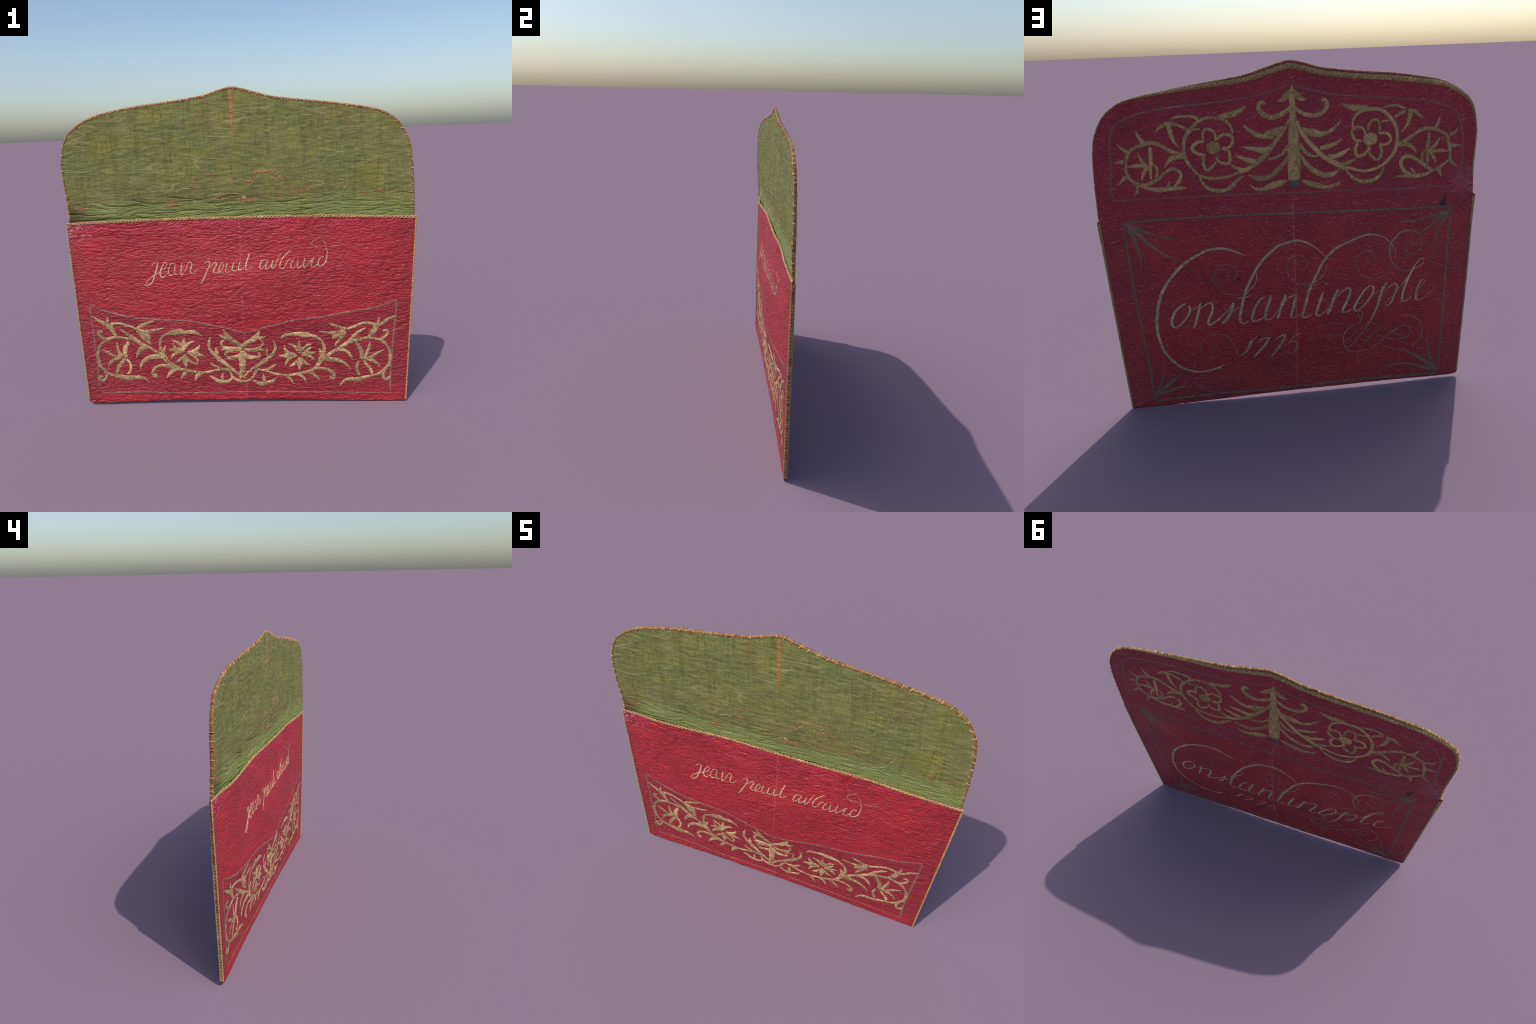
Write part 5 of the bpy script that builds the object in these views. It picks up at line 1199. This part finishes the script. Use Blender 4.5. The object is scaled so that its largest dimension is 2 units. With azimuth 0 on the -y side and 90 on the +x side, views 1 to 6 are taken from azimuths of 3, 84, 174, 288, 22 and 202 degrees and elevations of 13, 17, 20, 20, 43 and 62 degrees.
stitch("script_letter", (-158, 702, 11.8), (-169, 701, 11.8), on="back", parent=back_panel, material=SILVER, lift=.0009, ragged=.12, swell=.9)
stitch("script_letter", (-234, 661, 17.5), (-219, 637, 22.8), (-201, 593, 21.9), (-183, 544, 19.5), (-172, 517, 17.8), on="back", parent=back_panel,
       material=SILVER, lift=.0009, ragged=.12, swell=.9)
stitch("script_letter", (-226, 617, 6.3), (-255, 648, 8.4), (-291, 663, 12), (-300, 647, 17.6), (-291, 610, 19.5), (-273, 569, 17.8), (-257, 532,
       17.1), (-274, 517, 7.9), (-310, 533, 5.7), on="back", parent=back_panel, material=SILVER, lift=.0009, ragged=.12, swell=.9)
stitch("script_letter", (-417, 668, 8.5), (-385, 645, 11.4), (-356, 606, 15), (-331, 563, 17.2), (-323, 532, 14.4), (-340, 517, 9.4), (-372, 541,
       7.9), (-408, 585, 10.8), (-429, 625, 14.3), (-430, 652, 13.6), (-421, 668, 8.5), on="back", parent=back_panel, material=SILVER, lift=.0009,
       ragged=.12, swell=.9)
stitch("script_letter", (-433, 609, 5.7), (-466, 632, 5), on="back", parent=back_panel, material=SILVER, lift=.0009, ragged=.12, swell=.9)
stitch("script_letter", (-507, 674, 14.3), (-489, 642, 23.4), (-472, 597, 21.7), (-459, 538, 18.2), (-440, 486, 14.6), (-420, 438, 8.8), (-403, 410,
       5.5), (-377, 368, 5), (-347, 333, 5.6), (-323, 297, 3.4), (-289, 275, 3.4), (-271, 301, 3.9), (-265, 329, 3.9), (-269, 368, 3.9), (-290, 404,
       3.8), (-318, 419, 3.3), (-356, 433, 3.8), (-364, 461, 4.4), (-374, 488, 3.8), (-367, 508, 3.8), (-353, 511, 3.8), (-345, 495, 3.8), (-352, 475,
       3.8), (-364, 461, 3.3), on="back", parent=back_panel, material=SILVER, lift=.0009, ragged=.12, swell=.9)
stitch("script_letter", (-494, 614, 6.5), (-523, 645, 7.9), (-552, 661, 10.8), (-568, 643, 16.3), (-565, 612, 17.5), (-548, 575, 14.6), (-552, 569,
       14.6), (-531, 536, 12.8), (-505, 529, 5.9), (-511, 555, 5.1), (-543, 587, 5.1), on="back", parent=back_panel, material=SILVER, lift=.0009,
       ragged=.12, swell=.9)
stitch("script_letter", (-576, 627, 5.1), (-612, 665, 5.8), (-654, 729, 7.3), (-682, 771, 7.2), (-711, 794, 6.5), (-720, 785, 5.1), (-709, 756, 5.1),
       (-665, 735, 5.8), on="back", parent=back_panel, material=SILVER, lift=.0009, ragged=.12, swell=.9)
stitch("script_letter", (-675, 764, 8.7), (-647, 714, 13.8), (-627, 667, 16.4), (-611, 618, 16.5), (-603, 567, 15.5), (-603, 554, 16.2), (-616, 539,
       9.6), (-635, 543, 8.2), (-656, 567, 5.9), on="back", parent=back_panel, material=SILVER, lift=.0009, ragged=.12, swell=.9)
stitch("script_letter", (-692, 607, 7.4), (-720, 635, 5.9), (-734, 653, 5.9), (-718, 663, 8.1), (-697, 634, 11.1), (-687, 595, 17.8), (-686, 551,
       16.8), (-686, 546, 14.9), (-711, 537, 7.5), (-744, 560, 6.7), (-776, 585, 6.7), (-784, 588, 5.3), (-793, 619, 4.5), on="back",
       parent=back_panel, material=SILVER, lift=.0009, ragged=.12, swell=.9)
stitch("script_flourish", (-83, 709, 5.5), (-27, 710, 5.5), (3, 727, 4.8), (33, 759, 4.8), (47, 800, 4.8), (44, 835, 5.4), (22, 861, 7.4), (-9, 871,
       4.7), (-39, 864, 4.7), (-59, 837, 4.8), (-63, 812, 5.5), (-44, 790, 5.5), (-20, 801, 4.8), (-9, 824, 4.1), (-21, 837, 4.1), on="back",
       parent=back_panel, material=FAINT_SILVER, lift=.0006, ragged=.2, swell=.9)
stitch("script_flourish", (-537, 776, 6.4), (-520, 740, 6.4), (-487, 714, 6.4), (-429, 702, 5), (-382, 721, 4.2), (-355, 746, 4.2), (-334, 784, 3.5),
       (-337, 831, 2.8), (-359, 856, 4.8), (-394, 867, 4.9), (-426, 853, 4.9), (-437, 825, 4.9), (-427, 801, 5.6), (-405, 792, 4.9), (-387, 812, 4.9),
       (-387, 826, 4.9), (-401, 836, 3.5), on="back", parent=back_panel, material=FAINT_SILVER, lift=.0006, ragged=.2, swell=.9)
stitch("script_flourish", (-658, 732, 6.5), (-616, 729, 5.8), (-578, 745, 6.5), (-544, 775, 7.8), (-525, 814, 12), (-521, 854, 14.1), (-527, 893,
       14.7), (-552, 930, 14.7), (-587, 955, 14.1), (-630, 960, 12.4), (-667, 948, 7.1), (-697, 920, 6.4), (-704, 883, 5.7), (-693, 851, 7.2), (-668,
       828, 6.5), (-642, 824, 5), (-616, 845, 5), (-607, 871, 5), (-618, 892, 4.3), (-640, 893, 4.3), (-655, 870, 5), on="back", parent=back_panel,
       material=FAINT_SILVER, lift=.0006, ragged=.2, swell=.9)
stitch("script_flourish", (345, 319, 5.1), (353, 355, 5.1), (375, 408, 5.5), (400, 433, 6.5), (448, 446, 7), (485, 434, 5.5), (511, 416, 4), (531,
       396, 6.1), (542, 361, 4.6), (531, 318, 3.8), (492, 288, 3.9), (458, 292, 3.9), (438, 309, 4.1), (434, 334, 3.6), (445, 356, 3.5), (467, 361,
       3), (480, 347, 3.1), (471, 334, 2.5), on="back", parent=back_panel, material=FAINT_SILVER, lift=.0006, ragged=.2, swell=.9)

# back: year
stitch("script_letter", (335, 328, 5.1), (343, 313, 5.1), (329, 293, 4.1), (309, 294, 6.2), on="back", parent=back_panel, material=SILVER, lift=.0009,
       ragged=.12, swell=.9)
stitch("script_letter", (216, 420, 2.5), (242, 396, 6.3), (260, 377, 22.7), (271, 347, 22.8), (285, 320, 19.1), (304, 300, 10.2), (322, 289, 4.6),
       on="back", parent=back_panel, material=SILVER, lift=.0009, ragged=.12, swell=.9)
stitch("script_letter", (224, 364, 4), (202, 389, 7.5), (182, 396, 11.3), (157, 400, 11.3), on="back", parent=back_panel, material=SILVER, lift=.0009,
       ragged=.12, swell=.9)
stitch("script_letter", (154, 403, 7.5), (168, 374, 20.2), (191, 339, 21.6), (213, 313, 19.1), (234, 287, 15.4), (252, 267, 4.1), on="back",
       parent=back_panel, material=SILVER, lift=.0009, ragged=.12, swell=.9)
stitch("script_letter", (135, 368, 3.5), (112, 389, 7.6), (92, 402, 8.8), (67, 412, 10), on="back", parent=back_panel, material=SILVER, lift=.0009,
       ragged=.12, swell=.9)
stitch("script_letter", (63, 414, 7.5), (75, 380, 18.9), (98, 336, 19.1), (122, 300, 15.4), (140, 274, 11.6), (161, 257, 3.1), on="back",
       parent=back_panel, material=SILVER, lift=.0009, ragged=.12, swell=.9)
stitch("script_letter", (-19, 409, 3), (1, 399, 10.1), (19, 389, 10.1), (37, 363, 6.6), (55, 340, 5.1), on="back", parent=back_panel, material=SILVER,
       lift=.0009, ragged=.12, swell=.9)
stitch("script_letter", (30, 359, 7.6), (7, 351, 12.7), (-2, 331, 12.8), (7, 303, 11.6), (25, 276, 5.2), (48, 277, 3.6), (66, 294, 5.1), on="back",
       parent=back_panel, material=SILVER, lift=.0009, ragged=.12, swell=.9)

# back: knotted flourish
stitch("script_flourish", (-164, 356, 5.5), (-180, 373, 3.8), (-213, 381, 3.3), (-258, 368, 2.8), on="back", parent=back_panel, material=FAINT_SILVER,
       lift=.0006, ragged=.2, swell=.9)
stitch("script_flourish", (-84, 345, 2.2), (-75, 369, 2.2), (-97, 412, 3.8), (-124, 438, 4.3), (-159, 453, 4.3), (-206, 455, 3.8), (-256, 444, 3.8),
       (-290, 420, 2.7), (-333, 388, 2.2), (-377, 358, 2.8), (-425, 320, 2.3), (-474, 286, 2.3), (-528, 252, 2.9), (-564, 228, 4.1), (-610, 222, 4.1),
       on="back", parent=back_panel, material=FAINT_SILVER, lift=.0006, ragged=.2, swell=.9)
stitch("script_flourish", (-359, 433, 3.8), (-416, 427, 3.9), (-461, 410, 3.9), (-497, 389, 3.9), (-546, 347, 3.4), (-606, 319, 3.5), on="back",
       parent=back_panel, material=FAINT_SILVER, lift=.0006, ragged=.2, swell=.9)
stitch("script_flourish", (-268, 311, 3.9), (-281, 276, 3.9), (-310, 248, 4.5), (-354, 237, 5.1), (-397, 242, 4.6), (-440, 252, 4.6), (-480, 278,
       5.1), (-519, 312, 5.1), (-552, 342, 5.1), (-603, 364, 4.6), on="back", parent=back_panel, material=FAINT_SILVER, lift=.0006, ragged=.2,
       swell=.9)
stitch("script_flourish", (-271, 321, 3.9), (-306, 346, 4.4), (-342, 380, 4.4), (-357, 423, 3.3), on="back", parent=back_panel, material=FAINT_SILVER,
       lift=.0006, ragged=.2, swell=.9)
stitch("script_flourish", (-494, 388, 5.1), (-452, 355, 5.6), (-414, 315, 5.6), (-392, 286, 5.1), (-379, 255, 4.5), (-383, 211, 4), (-378, 179, 4),
       (-358, 175, 4), (-357, 221, 4), (-367, 260, 3.4), (-345, 300, 3.4), (-336, 325, 2.8), on="back", parent=back_panel, material=FAINT_SILVER,
       lift=.0006, ragged=.2, swell=.9)
stitch("script_flourish", (-398, 401, 3.3), (-446, 360, 3.9), (-495, 325, 4), (-543, 301, 3.4), (-608, 283, 3.5), on="back", parent=back_panel,
       material=FAINT_SILVER, lift=.0006, ragged=.2, swell=.9)
stitch("script_flourish", (-239, 241, 6.8), (-264, 254, 8.5), on="back", parent=back_panel, material=FAINT_SILVER, lift=.0006, ragged=.2, swell=.9)
stitch("script_flourish", (-553, 346, 5.3), (-598, 370, 6.8), (-633, 379, 6.9), (-660, 363, 6.1), (-673, 336, 6.2), (-664, 307, 7), (-638, 293, 7),
       (-595, 287, 6.2), (-536, 301, 5.3), (-504, 323, 5.3), on="back", parent=back_panel, material=FAINT_SILVER, lift=.0006, ragged=.2, swell=.9)
stitch("script_flourish", (-557, 346, 4.6), (-590, 324, 5.4), (-613, 317, 5.4), (-624, 328, 4.6), (-608, 345, 3.8), on="back", parent=back_panel,
       material=FAINT_SILVER, lift=.0006, ragged=.2, swell=.9)
stitch("script_flourish", (-613, 441, 5.3), (-659, 442, 5.3), (-706, 414, 5.3), (-736, 365, 5.4), (-741, 318, 7), (-726, 276, 7), (-683, 229, 4.7),
       on="back", parent=back_panel, material=FAINT_SILVER, lift=.0006, ragged=.2, swell=.9)

# lining: torn patches that bare the brown backing, worn streak, loose threads
stitch("torn_patch", (95, 1389, 10.7), (156, 1392, 16.1), (226, 1391, 10.7), (240, 1387, 4.3), on="lining", parent=lining, material=TORN, lift=.0002,
       ragged=.7)
stitch("torn_patch", (102, 1385, 14.3), (105, 1361, 14.3), (97, 1343, 10.7), on="lining", parent=lining, material=TORN, lift=.0002, ragged=.7)
stitch("torn_patch", (97, 1341, 12.5), (58, 1341, 12.5), (15, 1348, 7.2), on="lining", parent=lining, material=TORN, lift=.0002, ragged=.7)
stitch("torn_patch", (-41, 1364, 7.2), (-12, 1361, 17.9), (5, 1359, 10.8), on="lining", parent=lining, material=TORN, lift=.0002, ragged=.7)
stitch("torn_patch", (240, 1371, 14.3), (243, 1350, 14.3), on="lining", parent=lining, material=TORN, lift=.0002, ragged=.7)
stitch("torn_patch", (257, 1353, 7.1), (278, 1358, 14.3), (292, 1350, 4.3), on="lining", parent=lining, material=TORN, lift=.0002, ragged=.7)
stitch("torn_patch", (-248, 1368, 7.2), (-230, 1368, 12.7), (-216, 1365, 5.4), on="lining", parent=lining, material=TORN, lift=.0002, ragged=.7)
stitch("torn_patch", (-186, 1382, 7.2), (-161, 1381, 10.8), (-101, 1381, 3.6), on="lining", parent=lining, material=TORN, lift=.0002, ragged=.7)
stitch("torn_patch", (-260, 1313, 10.9), (-235, 1311, 18.1), (-202, 1311, 14.5), (-137, 1314, 5.1), on="lining", parent=lining, material=TORN,
       lift=.0002, ragged=.7)
stitch("torn_patch", (-147, 1269, 10.9), (-119, 1258, 16.3), (-84, 1253, 21.7), (-44, 1253, 16.3), (-25, 1261, 7.2), on="lining", parent=lining,
       material=TORN, lift=.0002, ragged=.7)
stitch("torn_patch", (-19, 1272, 14.4), (1, 1273, 16.2), on="lining", parent=lining, material=TORN, lift=.0002, ragged=.7)
stitch("torn_patch", (-2, 1237, 18.1), (42, 1235, 28.9), (96, 1235, 21.6), (121, 1236, 5.4), on="lining", parent=lining, material=TORN, lift=.0002,
       ragged=.7)
stitch("torn_patch", (-409, 1228, 18.4), (-379, 1227, 25.7), (-347, 1226, 14.7), on="lining", parent=lining, material=TORN, lift=.0002, ragged=.7)
stitch("torn_patch", (340, 1277, 7.2), (372, 1276, 14.4), (403, 1279, 5.4), on="lining", parent=lining, material=TORN, lift=.0002, ragged=.7)
stitch("torn_patch", (204, 1253, 7.2), (236, 1254, 14.4), (257, 1255, 5.4), on="lining", parent=lining, material=TORN, lift=.0002, ragged=.7)
stitch("torn_patch", (756, 1263, 9.8), (803, 1261, 24.5), (817, 1251, 9.8), on="lining", parent=lining, material=TORN, lift=.0002, ragged=.7)
stitch("torn_patch", (864, 1250, 14.8), (891, 1259, 24.6), on="lining", parent=lining, material=TORN, lift=.0002, ragged=.7)
stitch("torn_patch", (699, 1255, 9.8), (723, 1255, 17.1), on="lining", parent=lining, material=TORN, lift=.0002, ragged=.7)
stitch("torn_patch", (-938, 1221, 15.6), (-899, 1217, 25.9), (-854, 1218, 12.9), on="lining", parent=lining, material=TORN, lift=.0002, ragged=.7)
stitch("worn_streak", (-9, 1832, 25.9), (-10, 1812, 18.1), (-9, 1764, 12.9), (-10, 1704, 12), (-10, 1659, 10.3), (-9, 1626, 10.3), (-4, 1606, 3.4),
       on="lining", parent=lining, material=STREAK, lift=.0002, ragged=.7)
stitch("loose_thread", (619, 1325, 3.9), (600, 1283, 4.9), (576, 1245, 4.9), (533, 1228, 4.9), (447, 1190, 4.9), on="lining", parent=lining,
       material=WISP, lift=.0014)
stitch("loose_thread", (138, 1380, 3.6), (112, 1353, 5), (82, 1322, 3.6), on="lining", parent=lining, material=WISP, lift=.0014)
stitch("loose_thread", (244, 1389, 3.6), (215, 1363, 3.6), on="lining", parent=lining, material=WISP, lift=.0014)
stitch("loose_thread", (-337, 1295, 3.7), (-300, 1311, 7.3), (-267, 1308, 3.6), on="lining", parent=lining, material=WISP, lift=.0014)
stitch("loose_thread", (-309, 1374, 2.9), (-283, 1386, 2.9), on="lining", parent=lining, material=WISP, lift=.0014)
stitch("loose_scrap", (28, 1252, 14.4), (40, 1248, 25.2), (42, 1240, 14.4), (43, 1233, 2.9), on="lining", parent=lining, material=STITCH, lift=.0022)
